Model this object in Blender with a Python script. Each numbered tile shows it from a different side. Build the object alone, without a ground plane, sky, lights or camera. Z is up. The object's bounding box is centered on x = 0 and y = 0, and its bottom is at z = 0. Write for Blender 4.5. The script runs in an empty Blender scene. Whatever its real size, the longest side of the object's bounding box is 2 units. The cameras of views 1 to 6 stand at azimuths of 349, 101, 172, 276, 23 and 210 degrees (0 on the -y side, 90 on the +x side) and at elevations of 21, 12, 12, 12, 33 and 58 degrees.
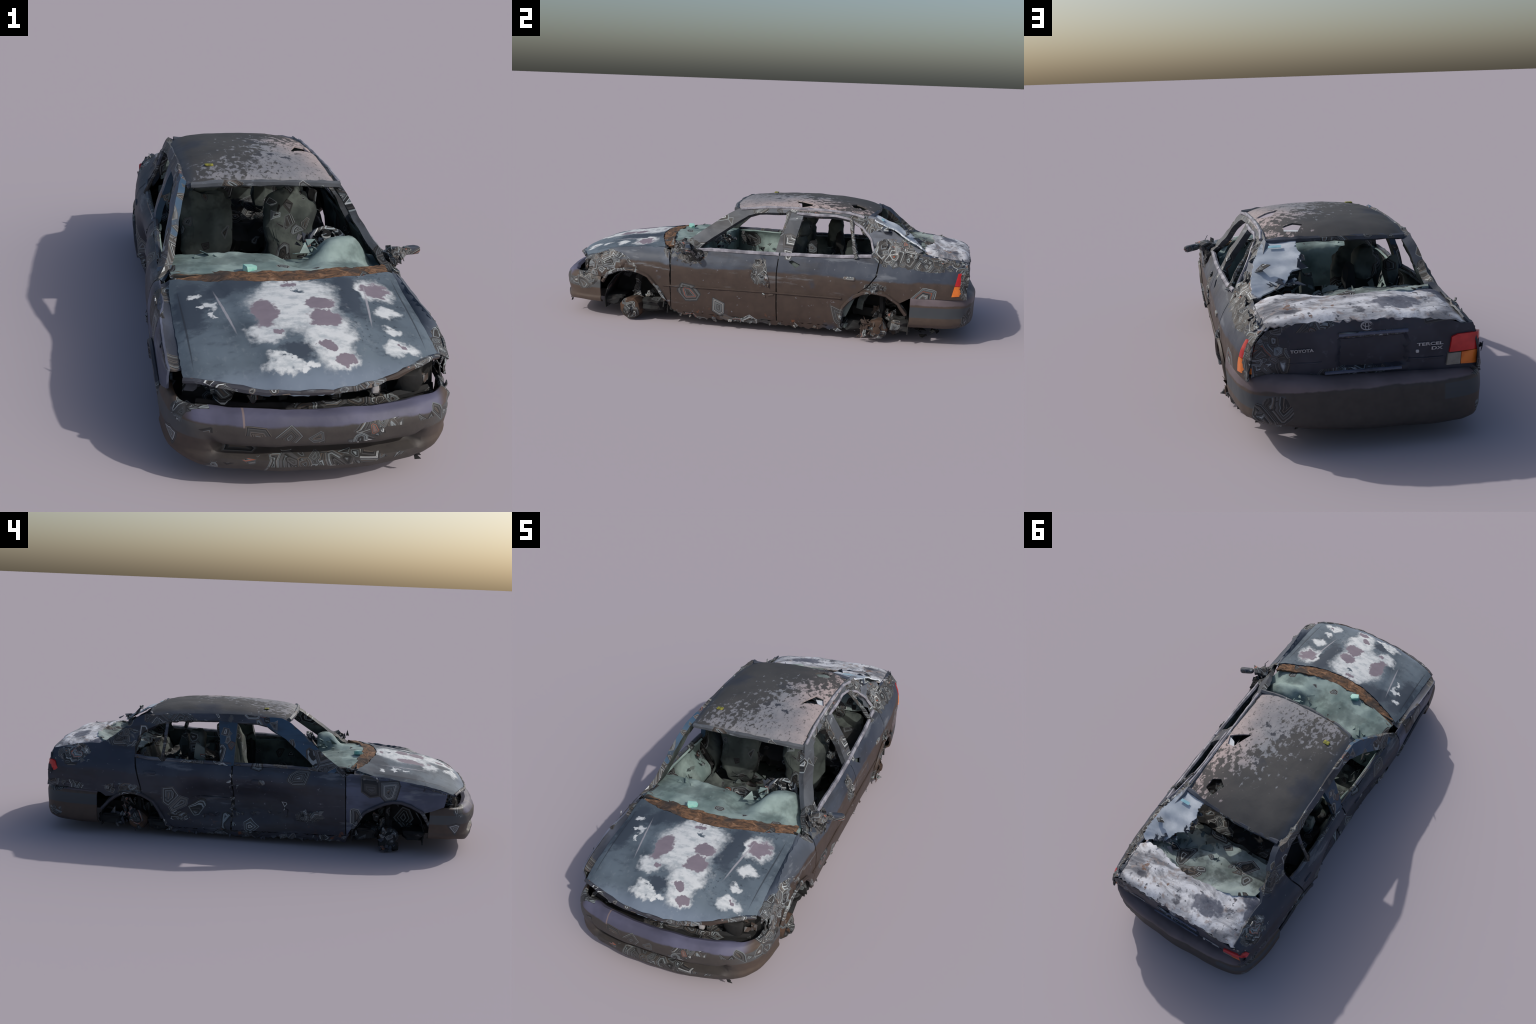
import bpy, bmesh, math, random
import numpy as np
from mathutils import Vector, Matrix, noise
from mathutils.geometry import delaunay_2d_cdt

random.seed(7)
RND = random.Random(11)
XC = -0.037                      # centre line of the body (the mirror shifts the bounding box)

# ------------------------------------------------------------------ small maths
def curve(x, xs, ys):
    """smooth (Hermite) interpolation through control points"""
    if x <= xs[0]: return ys[0]
    if x >= xs[-1]: return ys[-1]
    i = 0
    while x > xs[i + 1]: i += 1
    def slope(k):
        if k == 0: return (ys[1] - ys[0]) / (xs[1] - xs[0])
        if k == len(xs) - 1: return (ys[-1] - ys[-2]) / (xs[-1] - xs[-2])
        a = (ys[k] - ys[k - 1]) / (xs[k] - xs[k - 1]); b = (ys[k + 1] - ys[k]) / (xs[k + 1] - xs[k])
        return 0 if a * b <= 0 else 2 * a * b / (a + b)
    h = xs[i + 1] - xs[i]; t = (x - xs[i]) / h
    m0, m1 = slope(i) * h, slope(i + 1) * h
    return ((2*t**3 - 3*t*t + 1) * ys[i] + (t**3 - 2*t*t + t) * m0 + (3*t*t - 2*t**3) * ys[i + 1] + (t**3 - t*t) * m1)

def sstep(x, a, b):
    t = min(1, max(0, (x - a) / (b - a))); return t * t * (3 - 2 * t)

# ------------------------------------------------------------------ node helper
class Mat:
    def __init__(self, name):
        self.m = bpy.data.materials.new(name); self.m.use_nodes = True
        self.t = self.m.node_tree; self.t.nodes.clear()
        self.co = self.t.nodes.new("ShaderNodeTexCoord").outputs["Object"]
        s = self.node("ShaderNodeSeparateXYZ", self.co)
        self.x, self.y, self.z = s.outputs
    def node(self, kind, *ins, **props):
        n = self.t.nodes.new(kind)
        for k, v in props.items(): setattr(n, k, v)
        for i, v in enumerate(ins):
            if v is not None: self.put(n.inputs[i], v)
        return n
    def put(self, sock, v):
        if isinstance(v, bpy.types.NodeSocket): self.t.links.new(v, sock)
        elif isinstance(v, tuple) and len(v) == 3 and sock.type == "RGBA": sock.default_value = (*v, 1)
        else: sock.default_value = v
    def math(self, op, a, b=0.0, clamp=False): return self.node("ShaderNodeMath", a, b, operation=op, use_clamp=clamp).outputs[0]
    def add(self, a, b): return self.math("ADD", a, b)
    def sub(self, a, b): return self.math("SUBTRACT", a, b)
    def mul(self, a, b): return self.math("MULTIPLY", a, b)
    def mx(self, a, b): return self.math("MAXIMUM", a, b)
    def mn(self, a, b): return self.math("MINIMUM", a, b)
    def step(self, v, a, b):
        """smooth step of v from a to b, 0..1 (works for a > b too)"""
        inv = a > b
        lo, hi = (b, a) if inv else (a, b)
        n = self.node("ShaderNodeMapRange", v, lo, hi, 1.0 if inv else 0.0, 0.0 if inv else 1.0, interpolation_type="SMOOTHSTEP")
        return n.outputs[0]
    def mix(self, f, a, b):
        n = self.t.nodes.new("ShaderNodeMix"); n.data_type = "RGBA"
        self.put(n.inputs[0], f); self.put(n.inputs[6], a); self.put(n.inputs[7], b)
        return n.outputs[2]
    def noise(self, scale, detail=4, rough=0.55, dist=0.0, stretch=None, off=(0, 0, 0), vec=None):
        v = vec or self.co
        if stretch or off != (0, 0, 0):
            mp = self.node("ShaderNodeMapping", v); mp.inputs["Location"].default_value = off
            mp.inputs["Scale"].default_value = stretch or (1, 1, 1); v = mp.outputs[0]
        n = self.t.nodes.new("ShaderNodeTexNoise")
        self.t.links.new(v, n.inputs["Vector"]); n.inputs["Scale"].default_value = scale
        n.inputs["Detail"].default_value = detail; n.inputs["Roughness"].default_value = rough; n.inputs["Distortion"].default_value = dist
        return n.outputs[0]
    def warp(self, layers):
        """coordinates shaken by noise, so that blotches get ragged coasts; layers: (noise scale, metres)"""
        v = self.co
        for k, (sc, amt) in enumerate(layers):
            n = self.t.nodes.new("ShaderNodeTexNoise"); self.t.links.new(self.co, n.inputs["Vector"])
            n.inputs["Scale"].default_value = sc; n.inputs["Detail"].default_value = 3
            d = self.node("ShaderNodeVectorMath", n.outputs["Color"], (.5, .5, .5), operation="SUBTRACT").outputs[0]
            d = self.node("ShaderNodeVectorMath", d, (amt, amt, amt), operation="MULTIPLY").outputs[0]
            v = self.node("ShaderNodeVectorMath", v, d, operation="ADD").outputs[0]
        self.ragged = v
    ragged = None
    def ellipse(self, c, r, a=0.0):
        """1 at the centre c of an ellipse (radii r), 0 on its edge"""
        mp = self.node("ShaderNodeMapping", self.ragged or self.co, vector_type="TEXTURE")
        mp.inputs["Location"].default_value = (c[0], c[1], c[2] if len(c) > 2 else 0)
        mp.inputs["Rotation"].default_value = (0, 0, a)
        mp.inputs["Scale"].default_value = (r[0], r[1], r[2] if len(r) > 2 else 1e4)
        l = self.node("ShaderNodeVectorMath", mp.outputs[0], operation="LENGTH").outputs["Value"]
        return self.sub(1.0, l)
    def union(self, ells):
        v = None
        for e in ells:
            k = self.ellipse(*e); v = k if v is None else self.mx(v, k)
        return v
    def ramp(self, f, stops, interp="LINEAR"):
        n = self.node("ShaderNodeValToRGB", f); cr = n.color_ramp; cr.interpolation = interp
        while len(cr.elements) < len(stops): cr.elements.new(0.5)
        for e, (p, c) in zip(cr.elements, stops): e.position = p; e.color = (*c, 1)
        return n.outputs[0]
    def shards(self, scale=15, rings=17.0, tint=(1, 1, 1), gain=1.0, off=(0, 0, 0)):
        """garbled scan texture laid over crushed metal: polygon cells filled with nested bands; returns colour, per-cell random value"""
        mp = self.node("ShaderNodeMapping", self.co); mp.inputs["Location"].default_value = off
        warp = self.node("ShaderNodeTexNoise", mp.outputs[0]); warp.inputs["Scale"].default_value = 9
        w = self.node("ShaderNodeVectorMath", warp.outputs["Color"], (0.006, 0.006, 0.006), operation="MULTIPLY").outputs[0]
        v = self.node("ShaderNodeVectorMath", mp.outputs[0], w, operation="ADD").outputs[0]
        f1 = self.node("ShaderNodeTexVoronoi", v, feature="F1"); f1.inputs["Scale"].default_value = scale
        de = self.node("ShaderNodeTexVoronoi", v, feature="DISTANCE_TO_EDGE"); de.inputs["Scale"].default_value = scale
        cell = self.node("ShaderNodeSeparateColor", f1.outputs["Color"])
        freq = self.add(self.mul(cell.outputs[1], rings * 3.0), rings * 1.8)
        band = self.math("FLOOR", self.mul(de.outputs["Distance"], freq))
        key = self.node("ShaderNodeCombineXYZ", band, self.mul(cell.outputs[2], 91.0), 3.0).outputs[0]
        wn = self.node("ShaderNodeTexWhiteNoise", key, noise_dimensions="3D")
        g = gain
        col = self.ramp(wn.outputs[0], [(0.0, (.020*g, .020*g, .021*g)), (0.25, (.042*g, .041*g, .040*g)), (0.5, (.070*g, .070*g, .073*g)),
                        (0.68, (.105*g, .088*g, .076*g)), (0.76, (.12*g, .135*g, .145*g)), (0.90, (.21*g, .24*g, .25*g)), (0.975, (.40*g, .42*g, .42*g)), (0.993, (.30*g, .08*g, .04*g))], "CONSTANT")
        if tint != (1, 1, 1):
            n = self.t.nodes.new("ShaderNodeMix"); n.data_type = "RGBA"; n.blend_type = "MULTIPLY"
            n.inputs[0].default_value = 1; self.put(n.inputs[6], col); self.put(n.inputs[7], tint); col = n.outputs[2]
        return col, cell.outputs[0]
    def finish(self, col, rough=0.75, spec=0.25, metal=0.0, bump=None, dist=0.002, strength=0.5):
        b = self.t.nodes.new("ShaderNodeBsdfPrincipled"); o = self.t.nodes.new("ShaderNodeOutputMaterial")
        self.put(b.inputs["Base Color"], col); self.put(b.inputs["Roughness"], rough)
        b.inputs["Specular IOR Level"].default_value = spec; self.put(b.inputs["Metallic"], metal)
        if bump is not None:
            n = self.t.nodes.new("ShaderNodeBump"); n.inputs["Strength"].default_value = strength; n.inputs["Distance"].default_value = dist
            self.t.links.new(bump, n.inputs["Height"]); self.t.links.new(n.outputs[0], b.inputs["Normal"])
        self.t.links.new(b.outputs[0], o.inputs[0])
        return self.m

# ------------------------------------------------------------------ materials
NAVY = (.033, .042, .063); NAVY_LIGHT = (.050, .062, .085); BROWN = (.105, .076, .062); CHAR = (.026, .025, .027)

# where crushed metal carries the scan's scrambled texture: (centre, radii)
CRUSH = [((.34, -.70, .27), (.09, .16, .075)), ((.35, -.83, .20), (.07, .08, .05)), ((.33, -.33, .36), (.09, .11, .06)),
         ((.30, .62, .41), (.11, .13, .07)), ((.30, .80, .37), (.12, .13, .035)), ((.36, .02, .30), (.05, .05, .08)),
         ((.28, .96, .29), (.12, .06, .10)), ((-.40, .84, .36), (.10, .11, .06)), ((-.36, .62, .44), (.08, .12, .06)),
         ((-.43, .10, .16), (.05, .07, .14)), ((-.44, -.12, .14), (.05, .22, .055)), ((-.44, .30, .11), (.05, .14, .04)),
         ((.38, .55, .26), (.05, .06, .03)), ((-.40, .88, .22), (.06, .12, .03)), ((-.42, .60, .22), (.06, .09, .03)),
         ((.25, .95, .11), (.09, .08, .09)), ((0., .95, .37), (.2, .05, .02)), ((.24, .45, .52), (.07, .12, .05)), ((-.30, .40, .53), (.06, .13, .04))]

def body_material(name, tint=None, dense=0.0, only_shards=False, brown=True, pale=.45, gain=1.15):
    m = Mat(name)
    n1 = m.noise(5, 5); n2 = m.noise(26, 5, .6); n3 = m.noise(9, 4, .6, stretch=(1, .35, 1.6), off=(3, 1, 7))
    col = m.mix(m.step(n1, .38, .66), NAVY, NAVY_LIGHT) if tint is None else m.mix(m.step(n1, .35, .68), tint, tuple(c * 1.6 for c in tint))
    col = m.mix(m.mul(m.step(n3, .5, .68), .55), col, CHAR)
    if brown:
        # brown ground reflection painted on the lower flanks, edge broken up by noise
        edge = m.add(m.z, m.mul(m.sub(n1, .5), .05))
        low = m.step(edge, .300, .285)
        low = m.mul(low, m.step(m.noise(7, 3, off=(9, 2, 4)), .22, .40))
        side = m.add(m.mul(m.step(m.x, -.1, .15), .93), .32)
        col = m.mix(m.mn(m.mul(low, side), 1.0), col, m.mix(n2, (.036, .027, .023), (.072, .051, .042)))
        rust = m.mul(m.step(m.noise(24, 6, .65, off=(1, 5, 2)), .60, .68), m.step(m.z, .11, .06))
        col = m.mix(rust, col, (.17, .07, .035))
    # small scuffs
    col = m.mix(m.mul(m.step(m.noise(60, 4, .6, off=(4, 4, 4)), .66, .72), .7), col, (.17, .18, .21))
    # pale streaks along the panels: highlights put into the colour
    st = m.step(m.noise(13, 5, .62, stretch=(1.2, .30, 1.8), off=(6, 6, 1)), .585, .70)
    col = m.mix(m.mul(st, pale), col, (.19, .21, .235))
    sc, cell = m.shards(14, 16, gain=gain)
    sc2, cell2 = m.shards(34, 12, off=(3.3, 1.7, .4), gain=gain)
    u = m.union(CRUSH)
    dens = m.add(m.step(m.add(u, m.mul(m.sub(n1, .5), .8)), -.05, .35), .085 + dense)
    if only_shards: dens = m.add(dens, .55)
    col = m.mix(m.math("LESS_THAN", cell, m.mul(dens, .75)), col, sc)
    col = m.mix(m.math("LESS_THAN", cell2, m.mul(m.sub(dens, .25), .55)), col, sc2)
    h = m.add(m.mul(n2, .6), m.mul(n1, .4))
    return m.finish(col, rough=.55, spec=.3, bump=h, dist=.004, strength=.6)

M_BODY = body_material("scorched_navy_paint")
M_SHARD = body_material("scan_banded_crushed_metal", only_shards=True, gain=1.5)  # crushed metal mostly covered by the scan's garbled bands
M_FENDER = body_material("skylit_blue_paint", tint=(.070, .080, .118), dense=.02, brown=False, pale=.6)  # lighter copy of the navy paint: sky light put into the colour
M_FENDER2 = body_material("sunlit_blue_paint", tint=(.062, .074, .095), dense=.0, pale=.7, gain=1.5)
M_BLUE = body_material("faded_blue_pillar", tint=(.025, .052, .088), dense=.36, brown=False)
M_FRAME = body_material("bare_frame_metal", tint=(.065, .072, .083), dense=.36, brown=False, pale=.95)
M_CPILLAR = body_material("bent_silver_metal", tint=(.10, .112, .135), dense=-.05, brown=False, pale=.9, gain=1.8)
M_FRAME2 = body_material("sooty_frame_metal", tint=(.045, .052, .07), dense=.42, brown=False)

def hood_material():
    m = Mat("burnt_hood_paint"); m.warp([(11, .055), (30, .045), (90, .022)])
    warp = m.noise(16, 5, .62); fine = m.noise(70, 4, .6, stretch=(1, .6, 1)); broad = m.noise(5, 3, off=(2, 8, 1))
    n2 = m.noise(30, 5, .65, stretch=(.7, 1.3, 1))
    col = m.mix(m.step(broad, .35, .65), (.070, .093, .118), (.120, .155, .190))
    col = m.mix(m.mul(m.step(n2, .50, .72), .6), col, (.055, .072, .095))
    col = m.mix(m.mul(m.step(fine, .55, .72), .35), col, (.19, .22, .25))
    dark = m.union([((-.20, -.53), (.13, .05), .2), ((.115, -.63), (.035, .11), -.1), ((.12, -.55), (.05, .05), 0), ((-.33, -.60), (.05, .14), 0), ((-.08, -.845), (.05, .03), 0)])
    col = m.mix(m.step(m.add(dark, m.mul(m.sub(n2, .5), .9)), -.15, .35), col, (.047, .062, .085))
    pale = m.add(m.step(m.y, -.86, -.94), 0.0)
    col = m.mix(m.mul(pale, .6), col, (.20, .25, .33))
    speck = m.mul(m.step(m.noise(85, 3, .5, off=(5, 5, 1)), .62, .68), m.step(m.add(m.union([((.12, -.62), (.16, .2), 0)]), n2), .1, .7))
    col = m.mix(m.mul(speck, .7), col, (.035, .045, .06))
    white = m.union([((-.05, -.66), (.145, .135), .0), ((-.145, -.775), (.06, .05), .3), ((.02, -.80), (.07, .12), -.1), ((-.03, -.575), (.12, .05), 0),
                     ((.035, -.885), (.048, .03), 0), ((-.122, -.879), (.06, .026), -.1), ((-.055, -.885), (.04, .012), 0),
                     ((.205, -.685), (.042, .032), -.2), ((.192, -.775), (.028, .024), 0), ((.195, -.842), (.056, .027), -.1),
                     ((.198, -.577), (.066, .066), -.35), ((-.277, -.612), (.016, .022), .3), ((-.308, -.548), (.018, .013), 0), ((-.302, -.61), (.016, .010), 0), ((-.27, -.65), (.01, .014), .2)])
    wv = m.add(white, m.mul(m.sub(warp, .5), .5))
    wv = m.add(wv, m.mul(m.sub(fine, .5), .3))
    notch = m.union([((-.09, -.845), (.045, .028), .2), ((.13, -.64), (.03, .08), -.1), ((-.02, -.585), (.03, .012), -.3)])
    wv = m.sub(wv, m.step(notch, 0., .8))
    wcol = m.mix(m.step(n2, .42, .68), (.62, .645, .66), (.40, .44, .47))
    col = m.mix(m.mul(m.step(wv, -.06, .42), .97), col, wcol)
    pur = m.union([((-.142, -.682), (.042, .068), -.15), ((.015, -.660), (.045, .030), 0), ((.022, -.728), (.052, .04), -.5), ((-.118, -.774), (.018, .013), 0),
                   ((0., -.831), (.026, .024), .2), ((.044, -.878), (.026, .02), 0), ((.203, -.572), (.042, .048), -.4), ((.212, -.838), (.014, .008), 0), ((-.05, -.56), (.03, .012), 0)])
    pv = m.add(pur, m.mul(m.sub(m.noise(21, 6, .62, off=(3, 3, 3)), .5), .6))
    col = m.mix(m.step(pv, -.04, .20), col, m.mix(n2, (.165, .140, .172), (.245, .21, .25)))
    # pale lines along the pressed creases, dark seams near the edges
    m.ragged = None
    for c, r, a, k in (((-.242, -.655), (.0045, .125), .165, 0), ((.157, -.655), (.0045, .125), -.165, 0)):
        col = m.mix(m.mul(m.step(m.ellipse(c, r, a), .0, .5), .75), col, (.34, .335, .37))
    for c, r, a in (((-.352, -.68), (.003, .19), 0.03), ((.272, -.66), (.003, .19), -.03)):
        col = m.mix(m.mul(m.step(m.ellipse(c, r, a), .0, .3), .7), col, (.03, .035, .045))
    return m.finish(col, rough=.7, spec=.22, bump=m.add(warp, m.mul(fine, .5)), dist=.002, strength=.35)
M_HOOD = hood_material()

def roof_material():
    m = Mat("charred_roof"); m.warp([(11, .10), (34, .05)])
    n1 = m.noise(7, 4); n2 = m.noise(26, 5, .62, stretch=(1, 1, .3)); n3 = m.noise(48, 4, .55, off=(2, 2, 0))
    pink = m.mix(n2, (.30, .245, .245), (.50, .42, .41))
    grey = m.mix(n2, (.13, .15, .18), (.31, .32, .34))
    base = m.mix(m.step(m.add(m.x, m.add(m.mul(m.y, .18), m.mul(m.sub(n1, .5), .25))), .0, .22), grey, pink)
    base = m.mix(m.mul(m.step(m.y, .30, -.10), .55), base, m.mix(n2, (.13, .14, .165), (.30, .275, .285)))
    # charcoal field spreads from the rear left and breaks up into spots towards the front right
    d = m.add(m.mul(m.x, -1.0), m.mul(m.y, .72))
    d = m.add(d, m.mul(m.sub(m.noise(8, 3, .5, off=(1, 7, 3)), .5), .35))
    spots_n = m.noise(40, 3.5, .58, off=(7, 1, 0), dist=.3, stretch=(1.25, .85, .3))
    thr = m.sub(.66, m.mul(m.mx(m.add(d, .12), 0.0), .78))
    spots = m.step(m.sub(spots_n, thr), -.05, .05)
    small = m.step(m.noise(75, 2, .5, off=(1, 1, 0), stretch=(1.3, .8, .3)), .58, .70)
    char = m.mx(m.mx(spots, m.mul(small, .75)), m.step(d, .33, .42))
    ccol = m.mix(n1, (.042, .043, .046), (.078, .076, .074))
    blue = m.union([((-.24, .24), (.07, .10), 0), ((.0, .24), (.05, .04), 0), ((.02, .05), (.1, .07), 0)])
    ccol = m.mix(m.mul(m.step(blue, 0, .8), .7), ccol, (.028, .035, .055))
    col = m.mix(m.mul(char, .95), base, ccol)
    # left rail side of the roof: bluish tint
    col = m.mix(m.mul(m.step(m.x, -.255, -.295), .55), col, (.075, .09, .12))
    col = m.mix(m.mul(m.step(m.x, .192, .212), .8), col, (.42, .43, .46))
    col = m.mix(m.mul(m.step(m.y, -.128, -.14), .6), col, (.22, .22, .23))
    return m.finish(col, rough=.72, spec=.2, bump=m.add(n2, m.mul(spots_n, .8)), dist=.003, strength=.4)
M_ROOF = roof_material()

def trunk_material():
    m = Mat("ash_white_trunk_paint"); m.warp([(11, .14), (34, .06), (90, .02)])
    n1 = m.noise(9, 5, .6, stretch=(.7, 1.3, 1), dist=.8); n2 = m.noise(30, 5, .65); n3 = m.noise(55, 3, .5, off=(4, 1, 1))
    col = m.mix(m.step(n1, .35, .62), (.16, .165, .185), (.70, .71, .75))
    col = m.mix(m.mul(m.step(n2, .52, .66), .8), col, (.30, .25, .235))
    dark = m.mx(m.step(m.noise(11, 4, .6, off=(8, 3, 2)), .60, .68), m.step(n3, .635, .68))
    col = m.mix(m.mul(dark, .85), col, (.055, .058, .075))
    bl = m.union([((-.16, .86), (.09, .05), 0), ((-.33, .76), (.06, .06), 0)])
    col = m.mix(m.mul(m.step(m.add(bl, m.mul(m.sub(n1, .5), .8)), .1, .4), .85), col, (.08, .09, .125))
    col = m.mix(m.mul(m.step(m.noise(20, 3, .5, off=(1, 9, 9)), .67, .70), .8), col, (.18, .09, .05))
    return m.finish(col, rough=.7, spec=.2, bump=m.add(n1, n2), dist=.005, strength=.5)
M_TRUNK = trunk_material()

def trunk_back_material():
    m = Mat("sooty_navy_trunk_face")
    n1 = m.noise(6, 4); n2 = m.noise(40, 4)
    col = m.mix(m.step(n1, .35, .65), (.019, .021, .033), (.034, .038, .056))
    col = m.mix(m.mul(m.step(n2, .6, .72), .4), col, (.075, .08, .11))
    sc, cell = m.shards(16, 15, tint=(.75, .8, .9)); sc2, cell2 = m.shards(36, 10, off=(2, 2, 2), tint=(.75, .8, .9))
    u = m.union([((.25, .95, .29), (.075, .2, .13)), ((.16, .95, .385), (.12, .2, .025)), ((-.06, .95, .345), (.10, .2, .012)), ((0., .95, .23), (.15, .2, .02))])
    d = m.step(m.add(u, m.mul(m.sub(n1, .5), .9)), 0, .4)
    col = m.mix(m.math("LESS_THAN", cell, m.add(m.mul(d, .8), .035)), col, sc)
    col = m.mix(m.math("LESS_THAN", cell2, m.mul(d, .5)), col, sc2)
    return m.finish(col, rough=.5, spec=.35, bump=n1, dist=.004, strength=.3)
M_TRUNKBACK = trunk_back_material()

def interior_material(name, a, b, dense=.16, soot=.6):
    m = Mat(name)
    n1 = m.noise(7, 4); n2 = m.noise(24, 4, .6)
    col = m.mix(m.step(n1, .33, .66), a, b)
    col = m.mix(m.mul(m.step(m.noise(10, 4, .6, off=(5, 2, 2)), .48, .62), soot), col, (.025, .028, .03))
    sc, cell = m.shards(15, 15); sc2, cell2 = m.shards(30, 10, off=(6, 2, 1))
    col = m.mix(m.math("LESS_THAN", cell, dense), col, sc)
    col = m.mix(m.math("LESS_THAN", cell2, dense * .6), col, sc2)
    return m.finish(col, rough=.8, spec=.15, bump=n2, dist=.004, strength=.5)
M_INT = interior_material("sooty_teal_interior", (.060, .075, .075), (.135, .165, .155))
M_SEAT = interior_material("burnt_seat_padding", (.055, .066, .063), (.125, .145, .133), dense=.14)
M_DARK = interior_material("black_soot", (.012, .012, .013), (.03, .03, .03), dense=.14)
M_DASH = interior_material("ashen_teal_dashboard", (.15, .21, .205), (.30, .385, .37), dense=.04, soot=.35)
M_SHELF = interior_material("ashen_parcel_shelf", (.10, .125, .12), (.30, .36, .35), dense=.12, soot=.6)

def plain(name, a, b, scale=18, rough=.6, spec=.3, **k):
    m = Mat(name); n = m.noise(scale, 5, .6)
    return m.finish(m.mix(m.step(n, .35, .66), a, b), rough=rough, spec=spec, bump=n, dist=.003, strength=.4, **k)

def rust_material():
    m = Mat("rusty_cowl")
    n = m.noise(34, 6, .7, stretch=(.7, 1.2, 1), dist=1.2); n1 = m.noise(11, 3)
    col = m.ramp(n, [(.30, (.035, .028, .025)), (.44, (.10, .064, .045)), (.56, (.20, .112, .066)), (.68, (.33, .21, .14)), (.8, (.44, .36, .30))])
    col = m.mix(m.mul(m.step(n1, .44, .60), .8), col, (.05, .047, .046))
    sc, cell = m.shards(24, 12); col = m.mix(m.math("LESS_THAN", cell, .10), col, sc)
    return m.finish(col, rough=.85, spec=.15, bump=n, dist=.006, strength=.9)
M_RUST = rust_material()

def bumper_material(name, z_split, lav, front=True):
    m = Mat(name)
    n1 = m.noise(6, 4); n2 = m.noise(34, 5, .6)
    low = m.mix(n2, (.034, .031, .030), (.066, .058, .054))
    brown = m.mix(n2, (.060, .043, .034), (.105, .074, .056))
    ends = m.step(m.math("ABSOLUTE", m.sub(m.x, XC)), .25, .36)
    low = m.mix(m.mul(ends, .75), low, brown)
    up = m.mix(m.step(n1, .35, .65), lav, tuple(min(1, c * 1.5) for c in lav))
    zz = m.add(m.z, m.mul(m.sub(m.noise(14, 3), .5), .018))
    if front:
        col = m.mix(m.mul(m.step(zz, z_split - .003, z_split + .004), m.step(ends, 1.0, .6)), low, up)
        mark = m.mul(m.mul(m.step(m.x, -.238, -.236), m.step(m.x, -.231, -.233)), m.step(m.z, .190, .194))
        col = m.mix(m.mul(mark, .6), col, (.26, .19, .16))
        trim = m.mul(m.step(m.z, .148, .152), m.step(m.z, .192, .188))
        col = m.mix(m.mul(m.mul(trim, ends), .8), col, (.07, .08, .088))
        sc, cell = m.shards(17, 15); sc2, cell2 = m.shards(36, 10, off=(1, 2, 2))
        u = m.union([((-.2, -.97, .185), (.17, .1, .02)), ((.2, -.95, .19), (.2, .1, .015)), ((.34, -.85, .19), (.09, .12, .05)), ((-.05, -.98, .095), (.26, .1, .016)), ((-.25, -.95, .075), (.1, .1, .02)), ((.0, -.99, .17), (.16, .1, .03)), ((-.36, -.90, .20), (.07, .06, .03))])
    else:
        col = m.mix(m.step(zz, z_split - .003, z_split + .003), low, up)
        trim = m.mul(m.step(m.z, .135, .139), m.step(m.z, .187, .183))
        tx = m.mx(m.step(m.x, -.262, -.268), m.mul(m.step(m.x, .205, .211), 1.0))
        col = m.mix(m.mul(m.mul(trim, tx), .9), col, (.05, .06, .07))
        sc, cell = m.shards(10, 17); sc2, cell2 = m.shards(36, 10, off=(1, 2, 2))
        u = m.union([((.245, .95, .12), (.075, .1, .075)), ((-.38, .92, .21), (.05, .07, .03)), ((-.41, .93, .10), (.05, .06, .05))])
    dn = m.step(m.add(u, m.mul(m.sub(n1, .5), .8)), 0, .4)
    col = m.mix(m.math("LESS_THAN", cell, m.add(m.mul(dn, .5), .02)), col, sc)
    col = m.mix(m.math("LESS_THAN", cell2, m.mul(dn, .25)), col, sc2)
    return m.finish(col, rough=.55, spec=.3, bump=m.add(n1, n2), dist=.003, strength=.35)
M_FBUMP = bumper_material("front_bumper_plastic", .194, (.070, .070, .108))
M_RBUMP = bumper_material("rear_bumper_plastic", .196, (.10, .082, .090), front=False)
M_RED = plain("red_lens", (.42, .012, .014), (.60, .03, .03), rough=.3, spec=.5)
M_AMBER = plain("amber_lens", (.55, .10, .012), (.75, .20, .03), rough=.3, spec=.5)
M_CLEAR = plain("cloudy_lens", (.16, .15, .13), (.26, .25, .22), rough=.35, spec=.5)
M_LETTER = plain("dull_badge_metal", (.30, .29, .30), (.45, .44, .45), rough=.4)
M_HUB = interior_material("rusty_brake_drum", (.045, .032, .026), (.105, .062, .042), dense=.36, soot=.35)
M_PALE = plain("pale_moulding", (.16, .16, .185), (.36, .355, .40), scale=22, rough=.5)
M_AQUA = plain("aqua_scrap", (.10, .45, .38), (.35, .62, .55), rough=.5)
M_LEAF = plain("yellow_leaf", (.30, .28, .05), (.12, .13, .03), scale=90, rough=.7)
M_WHITE = plain("ash_white_sheet", (.40, .45, .51), (.62, .66, .71), scale=8, rough=.7)
M_CYAN = plain("cyan_smear", (.22, .48, .55), (.36, .60, .68), rough=.7)

# ------------------------------------------------------------------ object helpers
ROOT = bpy.data.objects.new("burnt_car", None)
bpy.context.scene.collection.objects.link(ROOT)
ROOT["label"] = "burnt-out stripped navy sedan wreck without wheels or glass"
ROOT["category"] = "car wreck"

def add_object(name, me, parent=None, mats=(), angle=38, stuff=False):
    ob = bpy.data.objects.new(name, me); bpy.context.scene.collection.objects.link(ob)
    ob.parent = parent or ROOT
    for m in mats: me.materials.append(m)
    for p in me.polygons: p.use_smooth = True
    me.set_sharp_from_angle(angle=math.radians(angle))
    if stuff: ob["kind"] = "stuff"
    return ob

def crush_amount(p):
    a = 0
    for c, r in CRUSH:
        d = math.sqrt(sum(((p[i] - c[i]) / r[i]) ** 2 for i in range(3)))
        a = max(a, 1 - sstep(d, .5, 1.25))
    return a

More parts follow.
